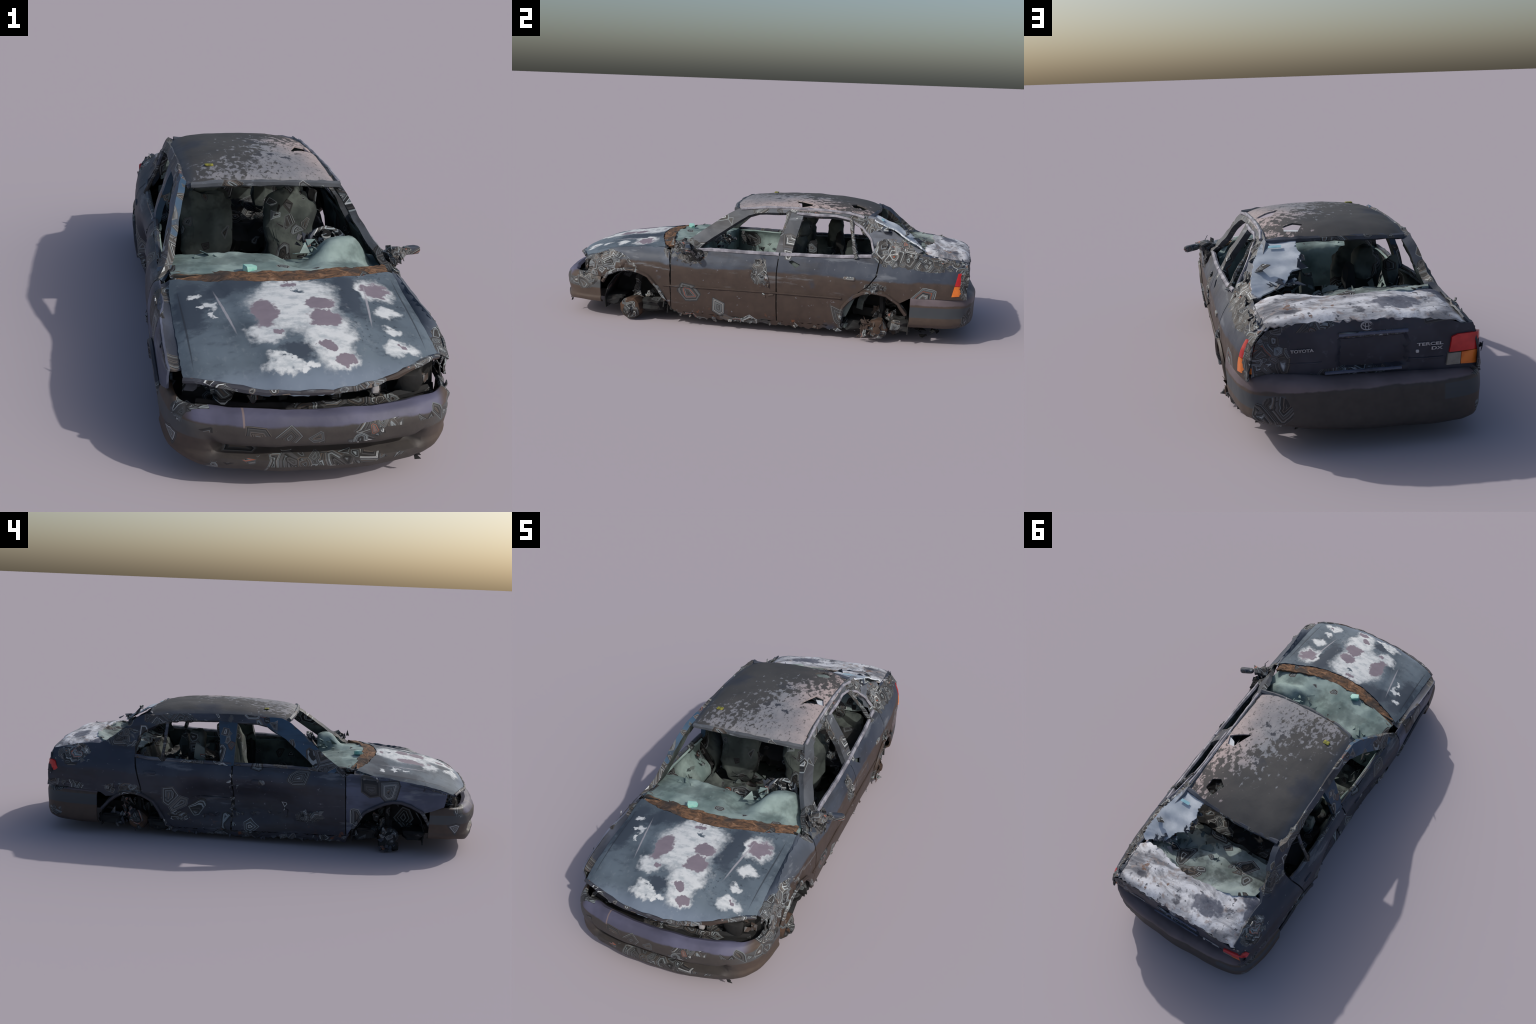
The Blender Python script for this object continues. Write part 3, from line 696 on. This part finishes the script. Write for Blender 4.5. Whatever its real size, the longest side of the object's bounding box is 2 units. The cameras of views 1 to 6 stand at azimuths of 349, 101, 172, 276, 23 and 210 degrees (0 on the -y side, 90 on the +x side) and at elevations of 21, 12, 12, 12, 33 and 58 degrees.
for pts in ([(.205, .272), (.13, .268), (.095, .268)], [(-.165, .258), (-.22, .256), (-.272, .255)]):
    bar("pressed_crease", [(x, back_y(x, z) + .0005, z) for x, z in pts], .0025, (M_TRUNKBACK,), parent=tl, rough=.05)

def lettering(txt, x, z, width, height):
    cu = bpy.data.curves.new("lettering", "FONT"); cu.body = txt; cu.extrude = .05; cu.align_x = "CENTER"; cu.align_y = "CENTER"; cu.size = 1; cu.offset = .025
    ob = bpy.data.objects.new("lettering", cu); bpy.context.scene.collection.objects.link(ob)
    bpy.context.view_layer.update()
    me = bpy.data.meshes.new_from_object(ob.evaluated_get(bpy.context.evaluated_depsgraph_get()))
    bpy.data.objects.remove(ob); bpy.data.curves.remove(cu)
    co = np.array([v.co[:] for v in me.vertices]); lo, hi = co.min(0), co.max(0)
    for v in me.vertices:
        a = ((v.co.x - (lo[0] + hi[0]) / 2) / (hi[0] - lo[0])) * width; b = ((v.co.y - (lo[1] + hi[1]) / 2) / (hi[1] - lo[1])) * height
        px, pz = x - a, z + b
        v.co = (px, back_y(px, pz) + .0015 + (.002 if v.co.z > 0 else -.001), pz)
    add_object("lettering", me, tl, (M_LETTER,), 30)
lettering("TOYOTA", .153, .309, .068, .0095)
lettering("TERCEL", -.228, .302, .080, .0095)
lettering("DX", -.250, .2875, .034, .010)

def oval(cx, cz, rx, rz, wire, n=28):
    pts = [(cx + rx * math.cos(2 * math.pi * k / n), cz + rz * math.sin(2 * math.pi * k / n)) for k in range(n)]
    bm = bmesh.new(); rings = []
    for px, pz in pts:
        d = Vector((px - cx, 0, pz - cz)).normalized(); c = Vector((px, back_y(px, pz) + .002, pz))
        rings.append([bm.verts.new(c + d * wire * math.cos(t) + Vector((0, wire * math.sin(t), 0))) for t in (0, 1.57, 3.14, 4.71)])
    for i in range(n):
        for k in range(4): bm.faces.new([rings[i][k], rings[i][(k + 1) % 4], rings[(i + 1) % n][(k + 1) % 4], rings[(i + 1) % n][k]])
    bmesh.ops.recalc_face_normals(bm, faces=bm.faces[:])
    me = bpy.data.meshes.new("emblem"); bm.to_mesh(me); bm.free()
    return me
em = add_object("emblem", oval(-.039, .371, .0175, .0125, .0018), tl, (M_LETTER,))
add_object("emblem_ring", oval(-.039, .3745, .0125, .0055, .0014), em, (M_LETTER,))
add_object("emblem_ring", oval(-.039, .370, .0055, .0115, .0014), em, (M_LETTER,))
lump("trunk_lock", (-.19, back_y(-.19, .281) + .002, .281), (.010, .006, .010), (M_LETTER,), parent=tl, sub=2)

# ------------------------------------------------------------------ bumpers
def plan(pts):
    """dense, smooth plan outline (x as function of arc parameter)"""
    t = [0]
    for a, b in zip(pts, pts[1:]): t.append(t[-1] + math.dist(a, b))
    n = int(t[-1] / .016); out = []
    for i in range(n + 1):
        s = t[-1] * i / n; out.append((curve(s, t, [p[0] for p in pts]) if False else float(np.interp(s, t, [p[0] for p in pts])), float(np.interp(s, t, [p[1] for p in pts]))))
    for _ in range(3):
        out = [out[0]] + [((a[0] + 2 * b[0] + c[0]) / 4, (a[1] + 2 * b[1] + c[1]) / 4) for a, b, c in zip(out, out[1:], out[2:])] + [out[-1]]
    return out

def bumper(name, outline, section, outward, mats, cut=None, **k):
    o = plan(outline); rows = []
    for i, (x, y) in enumerate(o):
        a, b = o[max(0, i - 1)], o[min(len(o) - 1, i + 1)]
        d = Vector((b[0] - a[0], b[1] - a[1])).normalized(); n = Vector((d.y, -d.x))
        if n.dot(Vector((x - XC, y))) < 0: n = -n
        u = i / (len(o) - 1)
        rows.append([(x + n.x * p[0], y + n.y * p[0], p[1]) for p in section(u, x, y)])
    return loft(name, rows, outward, mats, **k)

def refine(sec, step=.012):
    out = []
    for a, b in zip(sec, sec[1:]):
        n = max(1, round(math.dist(a, b) / step))
        out += [(a[0] + (b[0] - a[0]) * k / n, a[1] + (b[1] - a[1]) * k / n) for k in range(n)]
    return out + [sec[-1]]
FB = refine([(-.058, .213), (-.044, .222), (-.022, .216), (-.006, .198), (0, .182), (.001, .15), (-.004, .140), (-.040, .132), (-.044, .110), (-.002, .100), (-.003, .082), (-.011, .066), (-.045, .060)])
FBN = len(FB)
FB2 = refine([(-.058, .213), (-.044, .222), (-.022, .216), (-.006, .198), (0, .182), (.001, .15), (-.002, .138), (-.004, .130), (-.008, .108), (-.003, .098), (-.003, .082), (-.011, .066), (-.045, .060)])
def fsec(u, x, y):
    k = sstep(abs(x - XC), .285, .25)                          # grille slot only in the middle
    m = min(len(FB), len(FB2)); base = [(a[0] * k + b[0] * (1 - k), a[1] * k + b[1] * (1 - k)) for a, b in zip(FB, resec(FB2, len(FB)))]
    e = sstep(abs(x - XC), .28, .38)
    return [(p[0] * (1 - .45 * e), p[1] + .018 * e * sstep(p[1], .12, .06)) for p in base]
def resec(sec, n):
    t = [0]
    for a, b in zip(sec, sec[1:]): t.append(t[-1] + math.dist(a, b) + 1e-9)
    return [(float(np.interp(t[-1] * i / (n - 1), t, [p[0] for p in sec])), float(np.interp(t[-1] * i / (n - 1), t, [p[1] for p in sec]))) for i in range(n)]
FB = resec(FB, 34)
bumper("front_bumper", [(-.426, -.765), (-.422, -.82), (-.410, -.880), (-.367, -.931), (-.283, -.966), (-.17, -.988), (XC, -.997), (.10, -.994), (.21, -.973), (.290, -.936), (.334, -.878), (.345, -.81), (.350, -.75)],
       fsec, lambda c: (c.x - XC, c.y, 0), (M_FBUMP, M_DARK), thick=.008, amp=.003, crush=.009)
RB = resec([(-.060, .226), (-.030, .224), (-.008, .212), (0, .198), (.001, .17), (-.001, .13), (-.002, .105), (-.008, .080), (-.035, .062)], 24)
def rsec(u, x, y):
    dz = .030 * (x - XC) + (.014 if x > 0 else 0) * sstep(abs(x - XC), .1, .3)
    return [(p[0], p[1] + dz - .004) for p in RB]
bumper("rear_bumper", [(-.427, .715), (-.424, .80), (-.412, .875), (-.390, .940), (-.345, .970), (-.25, .988), (XC, 1.0), (.14, .990), (.24, .972), (.300, .945), (.330, .88), (.346, .79), (.356, .705)],
       rsec, lambda c: (c.x - XC, c.y, 0), (M_RBUMP, M_DARK), thick=.008, amp=.0025, crush=.006)
# torn corner tip under the front bumper
shards("torn_bumper_tip", [((.232, -.945, .066), (.3, -1, -.2), (.006, .002, .002), 2), ((.20, .78, .04), (.5, 0, 1), (.1, .06, .012), 10)], (M_DARK,), 31, size=(.012, .028))

# ------------------------------------------------------------------ lights
tll = bpy.data.objects.new("tail_light", None); bpy.context.scene.collection.objects.link(tll); tll.parent = ROOT
def lens(name, poly, fn, m, parent, out):
    return panel(name, poly, fn, out, (m,), step=.010, thick=.012, amp=.001, crush=0, parent=parent)
def tl_left(u, z):
    """u: path round the rear left corner, metres from the inner end"""
    if u < .095: x = -.282 - u; return (x, back_y(x, z) + .007 - .05 * max(0, u - .07), z)
    d = u - .095; a = min(1, d / .02); return (-.377 - .013 * a - .08 * max(0, d - .02), back_y(-.377, z) + .004 - d, z)
lens("red_lens", [(0.006, .270), (.012, .318), (.03, .325), (.11, .326), (.125, .32), (.14, .275), (.095, .272)], tl_left, M_RED, tll, (-.3, 1, 0))
lens("amber_lens", [(.045, .228), (.045, .267), (.095, .270), (.138, .272), (.135, .235), (.095, .225)], tl_left, M_AMBER, tll, (-.3, 1, 0))
lens("reversing_lens", [(0., .228), (.003, .266), (.043, .267), (.043, .228)], tl_left, M_CLEAR, tll, (0, 1, 0))
tlr = bpy.data.objects.new("tail_light", None); bpy.context.scene.collection.objects.link(tlr); tlr.parent = ROOT
def tl_right(y, z):
    p = R(min(y, .925), z); return (p[0] + .003 - .9 * max(0, y - .915), p[1] + max(0, y - .925), z)
lens("red_lens", [(.893, .288), (.905, .342), (.945, .345), (.935, .288)], tl_right, M_RED, tlr, (1, .5, 0))
lens("amber_lens", [(.882, .240), (.892, .286), (.936, .286), (.940, .245)], tl_right, M_AMBER, tlr, (1, .5, 0))

# ------------------------------------------------------------------ front end cavity
panel("radiator_support", [(-.375, .09), (.315, .09), (.305, .278), (-.02, .285), (-.365, .278)], lambda x, z: (x, -.80 - .03 * (1 - ((x - XC) / .34) ** 2), z), (0, -1, 0), (M_DARK,), step=.02, amp=.008, crush=0)
for k, (x, w, h) in enumerate(((-.27, .05, .07), (-.12, .03, .06), (.02, .035, .06), (.13, .02, .065), (.22, .07, .06), (-.19, .04, .05))):
    lump("headlight_bracket" if k in (0, 4) else "radiator_bracket", (x, -.862 + .05 * abs(x - XC), .232), (w, .05, h), (M_DARK,), sub=2, rough=.25, freq=20, power=.35, seed=k)
lump("bonnet_catch", (.115, -.895, .238), (.022, .02, .025), (M_LETTER,), sub=2, power=.35)
bar("radiator_crossmember", [(-.34, -.855, .20), (-.2, -.89, .198), (XC, -.90, .195), (.12, -.89, .198), (.28, -.845, .20)], .012, (M_DARK,), rough=.3)
shards("scan_banded_crushed_metal", [((-.31, -.85, .235), (-.3, -1, .3), (.05, .015, .03), 7), ((.24, -.83, .24), (.4, -1, .3), (.05, .02, .03), 9), ((-.03, -.87, .235), (0, -1, .2), (.2, .01, .025), 12),
                        ((.322, -.77, .25), (1, -.2, .2), (.004, .06, .040), 22), ((.338, -.70, .28), (1, 0, .5), (.006, .08, .03), 18), ((.330, -.84, .20), (1, -.5, .2), (.003, .02, .02), 4)], (M_SHARD,), 41, size=(.010, .026), tilt=.35)

# ------------------------------------------------------------------ inner structure
def box_panel(name, poly, fn, out, m, step=.03, **k): return panel(name, poly, fn, out, (m,), step=step, crush=0, amp=.006, **k)
box_panel("floor_pan", [(-.36, -.40), (.31, -.40), (.32, .42), (.27, .47), (-.35, .47), (-.37, .42)], lambda x, y: (x, y, .075 + .035 * math.exp(-((x - XC) / .05) ** 2)), (0, 0, 1), M_INT, thick=.02)
box_panel("engine_bay_floor", [(-.25, -.86), (.18, -.86), (.18, -.38), (-.25, -.38)], lambda x, y: (x, y, .10), (0, 0, 1), M_DARK, thick=.04)
box_panel("slot_filler", [(-.385, -.80), (-.36, -.90), (-.25, -.945), (XC, -.965), (.18, -.945), (.28, -.90), (.315, -.80)], lambda x, y: (x, y, .188), (0, 0, 1), M_DARK, thick=.03)  # dark sheet added under the slot to stop see-through and light leak
box_panel("trunk_floor", [(-.28, .44), (.21, .44), (.24, .93), (-.31, .93)], lambda x, y: (x, y, .13), (0, 0, 1), M_DARK, thick=.04)
box_panel("firewall", [(-.40, .08), (.34, .08), (.30, .37), (-.36, .37)], lambda x, z: (x, -.435, z), (0, 1, 0), M_DARK)
# dashboard: ash-covered top, rolling over to the front face
def dash(x, s):
    y = -.470 + .06 * (abs(x - XC) / .33) ** 2 + s
    z = curve(s, [0, .06, .13, .19, .22, .24, .26], [.392, .388, .386, .378, .352, .29, .20])
    sag = .030 * math.exp(-((x - .02) / .05) ** 2) * sstep(s, .02, .12) + .016 * math.exp(-((x - .27) / .05) ** 2)
    dx = x - XC
    sag -= .052 * math.exp(-(((x - .17) / .085) ** 4 + ((s - .16) / .055) ** 4)) * (.75 + .5 * (x - .12) / .1)
    fold = .012 * abs(noise.noise(Vector((x * 9, s * 14, 8)))) + .006 * abs(noise.noise(Vector((x * 24, s * 30, 3))))
    sag += fold
    return (x, min(y, -.245), z - .22 * dx * dx - sag + .007 * noise.noise(Vector((x * 18, s * 18, 5))))
dsh = panel("dashboard", [(-.365, 0), (.285, 0), (.300, .10), (.295, .26), (-.37, .26), (-.375, .10)], dash, (0, 0, 1), (M_DASH,), step=.014, amp=.004, crush=0, thick=.02)
shards("dash_scrap", [((.12, -.30, .39), (0, -.3, 1), (.08, .04, .015), 16), ((-.1, -.34, .375), (0, 0, 1), (.2, .08, .006), 8)], (M_DASH,), 33, size=(.014, .034), parent=dsh, tilt=.5)
lump("dash_debris", (-.139, -.445, .392), (.045, .03, .022), (M_AQUA,), rot=(0, .2, .4), sub=1, power=.4, parent=dsh)
bar("steering_column", [(.155, -.33, .33), (.15, -.26, .36)], .014, (M_DARK,), parent=dsh)
# melted steering wheel ring
def ring(name, c, rad, wire, tilt, m, arc=(0, 6.3)):
    pts = []; T = Matrix.Rotation(tilt, 3, "X")
    for k in range(17):
        t = arc[0] + (arc[1] - arc[0]) * k / 16
        pts.append(Vector(c) + T @ Vector((rad * math.cos(t), rad * math.sin(t), 0)))
    return bar(name, pts, wire, (m,), rough=.35, sides=5)
ring("steering_wheel", (.15, -.235, .375), .062, .008, .9, M_SHARD, (.2, 5.6))

# seats: burnt-out squabs and backs
def seat(x, y, lean, w, h, seedv):
    st = lump("front_seat", (x, y - .05, .10), (w, .20, .08), (M_SEAT,), rough=.25, freq=6, seed=seedv, power=.45, angle=18)
    lump("seat_back", (x, y + .045 + lean * .10, .31), (w * .98, .075, h), (M_SEAT,), rot=(-lean, 0, 0), rough=.24, freq=6, parent=st, seed=seedv + 1, power=.55, angle=18)
    lump("headrest", (x, y + .055 + lean * .24, .31 + h * .54), (w * .55, .055, .08), (M_SEAT,), rot=(-lean, 0, 0), rough=.16, parent=st, seed=seedv + 2, power=.6)
seat(-.195, .075, .20, .18, .30, 1)
seat(.110, .08, .22, .18, .28, 5)
panel("collapsed_padding", [(-.33, -.25), (.22, -.25), (.23, -.08), (.20, .03), (-.30, .03), (-.34, -.05)],
      lambda x, y: (x, y, (.11 + .30 * (y + .25)) + .030 * noise.noise(Vector((x * 11, y * 11, 3))) + .018 * noise.noise(Vector((x * 27, y * 27, 3)))), (0, 0, 1), (M_SEAT,), step=.022, amp=.006, crush=0, thick=.03, jag=.006, angle=15)
shards("steering_scrap", [((.125, -.19, .385), (0, -.6, 1), (.06, .03, .03), 26)], (M_SHARD,), 35, size=(.012, .034), tilt=.9)
lump("center_console", (XC, -.12, .14), (.09, .34, .11), (M_INT,), rough=.2, power=.4)
panel("rear_bench", [(-.335, .21), (-.15, .19), (.08, .19), (.27, .21), (.275, .44), (.20, .50), (-.26, .50), (-.34, .44)],
      lambda x, y: (x, y, .255 + .16 * (y - .2) + .035 * noise.noise(Vector((x * 10, y * 10, 6))) + .02 * noise.noise(Vector((x * 25, y * 25, 3)))), (0, 0, 1), (M_DARK,), step=.02, amp=.006, crush=0, thick=.05, jag=.005, angle=18)
panel("rear_bench_back", [(-.34, .14), (.27, .14), (.25, .34), (.10, .37), (-.10, .36), (-.22, .375), (-.33, .35)], lambda x, z: (x, .455 + (z - .14) * .35 + .012 * noise.noise(Vector((x * 14, 0, z * 14))), z), (0, -1, .3), (M_SEAT, M_DARK), step=.02, amp=.008, crush=0, thick=.03, jag=.004)
# parcel shelf behind the bench, buckled
def shelf(x, y):
    z = curve(y, [.54, .60, .66, .74, .80], [.372, .385, .402, .416, .420]) - .018 * sstep(x, -.02, .12) * (1 - sstep(y, .70, .79)) + .010 * noise.noise(Vector((x * 15, y * 15, 1))) + .006 * noise.noise(Vector((x * 37, y * 37, 4)))
    return (x, y, z)
panel("parcel_shelf", [(-.325, .56), (-.1, .55), (.1, .55), (.265, .56), (.255, .70), (.235, .775), (.06, .80), (-.1, .80), (-.23, .765), (-.30, .72)], shelf, (0, 0, 1), (M_SHELF, M_DARK), step=.014, amp=.004, crush=0, jag=.003)
ring("shelf_hoop", (.0, .675, .385), .045, .005, .35, M_SHARD, (.3, 3.6))
# torn ash-white sheet hanging in the right half of the rear window
def tornsheet(x, s): return (x, .500 + .255 * s, .549 - .125 * s + .012 * math.sin(s * 3.1) + .006 * noise.noise(Vector((x * 16, s * 5, 2))))
panel("torn_rear_sheet", [(.196, .0), (.12, .01), (.090, .05), (.100, .20), (.086, .34), (.100, .44), (.088, .58), (.130, .66), (.165, .86), (.215, .92), (.25, 1.0), (.268, .95), (.262, .70), (.240, .40), (.218, .15)],
      tornsheet, (0, .5, 1), (M_WHITE, M_INT), step=.014, amp=.006, crush=.008, jag=.003)
shards("torn_metal_edge", [((.17, .72, .455), (0, .5, 1), (.05, .03, .012), 14), ((.10, .60, .495), (.2, .5, 1), (.012, .06, .02), 9), ((.23, .62, .485), (.6, .4, 1), (.012, .08, .03), 10)], (M_SHARD,), 93, size=(.010, .026), tilt=.6)
panel("cyan_smear", [(.145, .17), (.188, .17), (.19, .215), (.147, .22)], lambda x, s: Vector(tornsheet(x, s)) + Vector((0, .0035, .007)), (0, .5, 1), (M_CYAN,), step=.012, amp=.004, crush=.006, thick=.001)
lump("hanging_padding", (-.19, .30, .415), (.09, .07, .12), (M_SEAT,), rough=.2, seed=3)
for k, (y, z, s) in enumerate(((.27, .41, .05), (.33, .40, .045), (.40, .40, .05), (.24, .42, .04))):
    lump("burnt_debris", (-.30 + .17 * k, y, z - .05), (s, s, .12), (M_DARK if k % 2 else M_SEAT,), sub=2, rough=.45, freq=16, power=.6, seed=k * 3)
shards("loose_scrap", [((XC, .0, .16), (0, 0, 1), (.25, .2, .05), 40), ((XC, .35, .30), (0, 0, 1), (.27, .10, .05), 46), ((-.05, .65, .395), (0, 0, 1), (.2, .07, .012), 26), ((-.33, -.12, .28), (1, 0, .6), (.01, .15, .06), 12)], (M_INT,), 51, size=(.012, .035), tilt=.8)
# inner door trims lift the pale panels seen through the windows
for s, f, sg in ((1, R, -1), (-1, L, 1)):
    for y0, y1, nm in ((-.37, .08, "front_door_trim"), (.13, .48, "rear_door_trim")):
        panel(nm, [(y0, .11), (y1 - (.06 if y0 > 0 else 0), .11), (y1, .25), (y1, .345), (y0, .345)], lambda y, z, f=f, sg=sg: Vector(f(y, z)) + Vector((sg * .028, 0, 0)), (sg, 0, 0), (M_DASH if s < 0 and y0 < 0 else M_INT,), step=.02, amp=.006, crush=0, thick=.008)

# ------------------------------------------------------------------ wheel wells, hubs
def well(name, yc, zc, rad, x0, x1):
    rows = []
    for i in range(11):
        a = math.pi * (-.08 + 1.16 * i / 10)
        rows.append([(x0 + (x1 - x0) * k / 4, yc + rad * math.cos(a), zc + rad * math.sin(a)) for k in range(5)])
    loft(name, rows, lambda c: (0, yc - c.y, zc - c.z), (M_DARK,), thick=.004, amp=.006, crush=0)
    bm = bmesh.new(); n = 11
    v = [bm.verts.new((x1, yc + rad * math.cos(math.pi * (-.08 + 1.16 * i / 10)), zc + rad * math.sin(math.pi * (-.08 + 1.16 * i / 10)))) for i in range(n)]
    bm.faces.new(v)
    thicken(name, bm, (1 if x0 > x1 else -1, 0, 0), (M_DARK,), .004, 0, 0)
well("wheel_well", -.578, .09, .158, .325, .17); well("wheel_well", .553, .085, .150, .325, .17)
well("wheel_well", -.592, .08, .158, -.385, -.24); well("wheel_well", .568, .07, .138, -.388, -.24)

def hub(c, sx, rad, seedv, tiltz=0):
    bm = bmesh.new(); prof = [(-.03, .55), (-.026, .95), (.0, 1.0), (.022, .97), (.03, .8), (.033, .42), (.045, .38), (.048, .1)]
    rings = []
    n = 11; r = random.Random(seedv)
    jit = [r.uniform(.92, 1.06) for _ in range(n)]
    T = Matrix.Rotation(tiltz, 3, "Z")
    for a, k in prof:
        rings.append([bm.verts.new(Vector(c) + T @ Vector((sx * a * rad / .045, rad * k * jit[i] * math.cos(6.2832 * i / n), rad * k * jit[i] * math.sin(6.2832 * i / n)))) for i in range(n)])
    for a, b in zip(rings, rings[1:]):
        for i in range(n): bm.faces.new([a[i], a[(i + 1) % n], b[(i + 1) % n], b[i]])
    bm.faces.new(rings[0]); bm.faces.new(rings[-1]); bmesh.ops.recalc_face_normals(bm, faces=bm.faces[:])
    me = bpy.data.meshes.new("wheel_hub"); bm.to_mesh(me); bm.free()
    h = add_object("wheel_hub", me, None, (M_HUB,), 25)
    x, y, z = c
    bar("suspension_strut", [(x - sx * .03, y, z), (x - sx * .055, y + .01, .16), (x - sx * .06, y + .015, .23)], [.02, .014, .018], (M_DARK,), parent=h, rough=.4)
    bar("suspension_arm", [(x - sx * .03, y, z - .01), (x - sx * .15, y + .03, .07)], .016, (M_DARK,), parent=h, rough=.4)
    shards("suspension_scrap", [((x - sx * .045, y + .03, z + .03), (sx, 0, .2), (.02, .05, .05), 22)], (M_SHARD,), seedv, size=(.012, .032), parent=h, tilt=.8)
hub((.292, -.608, .056), 1, .056, 61, -.2)
hub((.305, .565, .062), 1, .046, 62)
hub((-.345, -.600, .060), -1, .046, 63)
hub((-.355, .535, .068), -1, .045, 64)
shards("suspension_scrap", [((-.38, -.60, .05), (-1, 0, 0), (.02, .035, .045), 34), ((.33, .53, .06), (1, 0, 0), (.02, .05, .045), 34), ((-.37, .60, .07), (-1, 0, 0), (.02, .06, .04), 26)], (M_SHARD,), 65, size=(.012, .03), tilt=.8)
for c, sz in (((.24, -.50, .075), (.16, .12, .06)), ((.24, -.70, .085), (.14, .10, .05)), ((-.31, -.49, .07), (.14, .12, .06)), ((-.31, -.71, .075), (.14, .10, .05)),
              ((.25, .66, .085), (.15, .10, .06)), ((.26, .46, .065), (.12, .10, .05)), ((-.32, .66, .065), (.12, .12, .05)), ((-.34, .44, .055), (.10, .10, .05)), ((-.36, -.60, .045), (.06, .09, .08))):
    lump("subframe_lump", c, sz, (M_DARK,), rough=.35, freq=12, sub=3, angle=20)
bar("rear_axle", [(.30, .565, .065), (-.36, .54, .07)], .016, (M_DARK,), rough=.2)
bar("exhaust_pipe", [(-.02, -.3, .06), (-.02, .4, .06), (-.12, .80, .06), (-.14, .93, .062)], .016, (M_DARK,), rough=.2)

# ------------------------------------------------------------------ mirror
mr = bar("side_mirror", [(.318, -.352, .372), (.352, -.335, .385), (.372, -.322, .382)], [.022, .026, .020], (M_SHARD,), rough=.5, sides=6, angle=15)
lump("mirror_arm", (.405, -.305, .384), (.068, .024, .026), (M_SHARD,), rot=(0, .12, .38), sub=2, power=.35, rough=.12, parent=mr)
shards("scan_banded_crushed_metal", [((.335, -.355, .372), (1, 0, .5), (.02, .04, .03), 26), ((.352, -.29, .335), (1, 0, 0), (.008, .04, .035), 18)], (M_SHARD,), 71, size=(.012, .03), tilt=.7)

lump("charred_mirror_base", Vector(R(-.285, .338)) + Vector((-.004, 0, 0)), (.035, .075, .06), (M_DARK,), rough=.35, freq=14, parent=mr, angle=20)
# ------------------------------------------------------------------ torn edges
def torn_edge(f, pts, sgn, cnt, size, seed, up=0., off=.0):
    pl = []
    for a, b in zip(pts, pts[1:]):
        n = max(1, int(math.dist(a, b) / .04))
        for k in range(n):
            y = a[0] + (b[0] - a[0]) * (k + .5) / n; z = a[1] + (b[1] - a[1]) * (k + .5) / n
            p = Vector(f(y, z)) + Vector((sgn * off, 0, 0)); pl.append((p, (sgn, 0, up), (.004, .022, .008), cnt))
    shards("torn_metal_edge", pl, (M_SHARD,), seed, size=size, tilt=.45)
torn_edge(R, [(-.36, .052), (0, .045), (.40, .050)], 1, 1, (.008, .020), 81)
torn_edge(L, [(-.42, .045), (0, .032), (.40, .040)], -1, 2, (.008, .022), 82)
torn_edge(L, [(.10, .08), (.10, .33)], -1, 2, (.010, .022), 83, off=.003)
torn_edge(L, [(-.30, .17), (-.05, .14), (.09, .12), (.35, .10)], -1, 2, (.010, .024), 84, off=.002)
torn_edge(L, [(.80, .385), (.90, .36), (.93, .25)], -1, 3, (.010, .022), 85, up=.3)
torn_edge(R, [(.55, .40), (.65, .40), (.80, .385), (.92, .38)], 1, 3, (.010, .024), 86, up=.4)
torn_edge(R, [(.56, .46), (.60, .42)], 1, 3, (.010, .026), 87, up=.4)
torn_edge(R, [(.0, .36), (.03, .30), (.06, .22), (.06, .16)], 1, 3, (.010, .024), 88, off=.003)
torn_edge(R, [(.53, .26), (.58, .25)], 1, 4, (.012, .028), 89, off=.003)
torn_edge(L, [(-.45, .335), (-.62, .325), (-.80, .295)], -1, 1, (.008, .018), 90, up=.6)
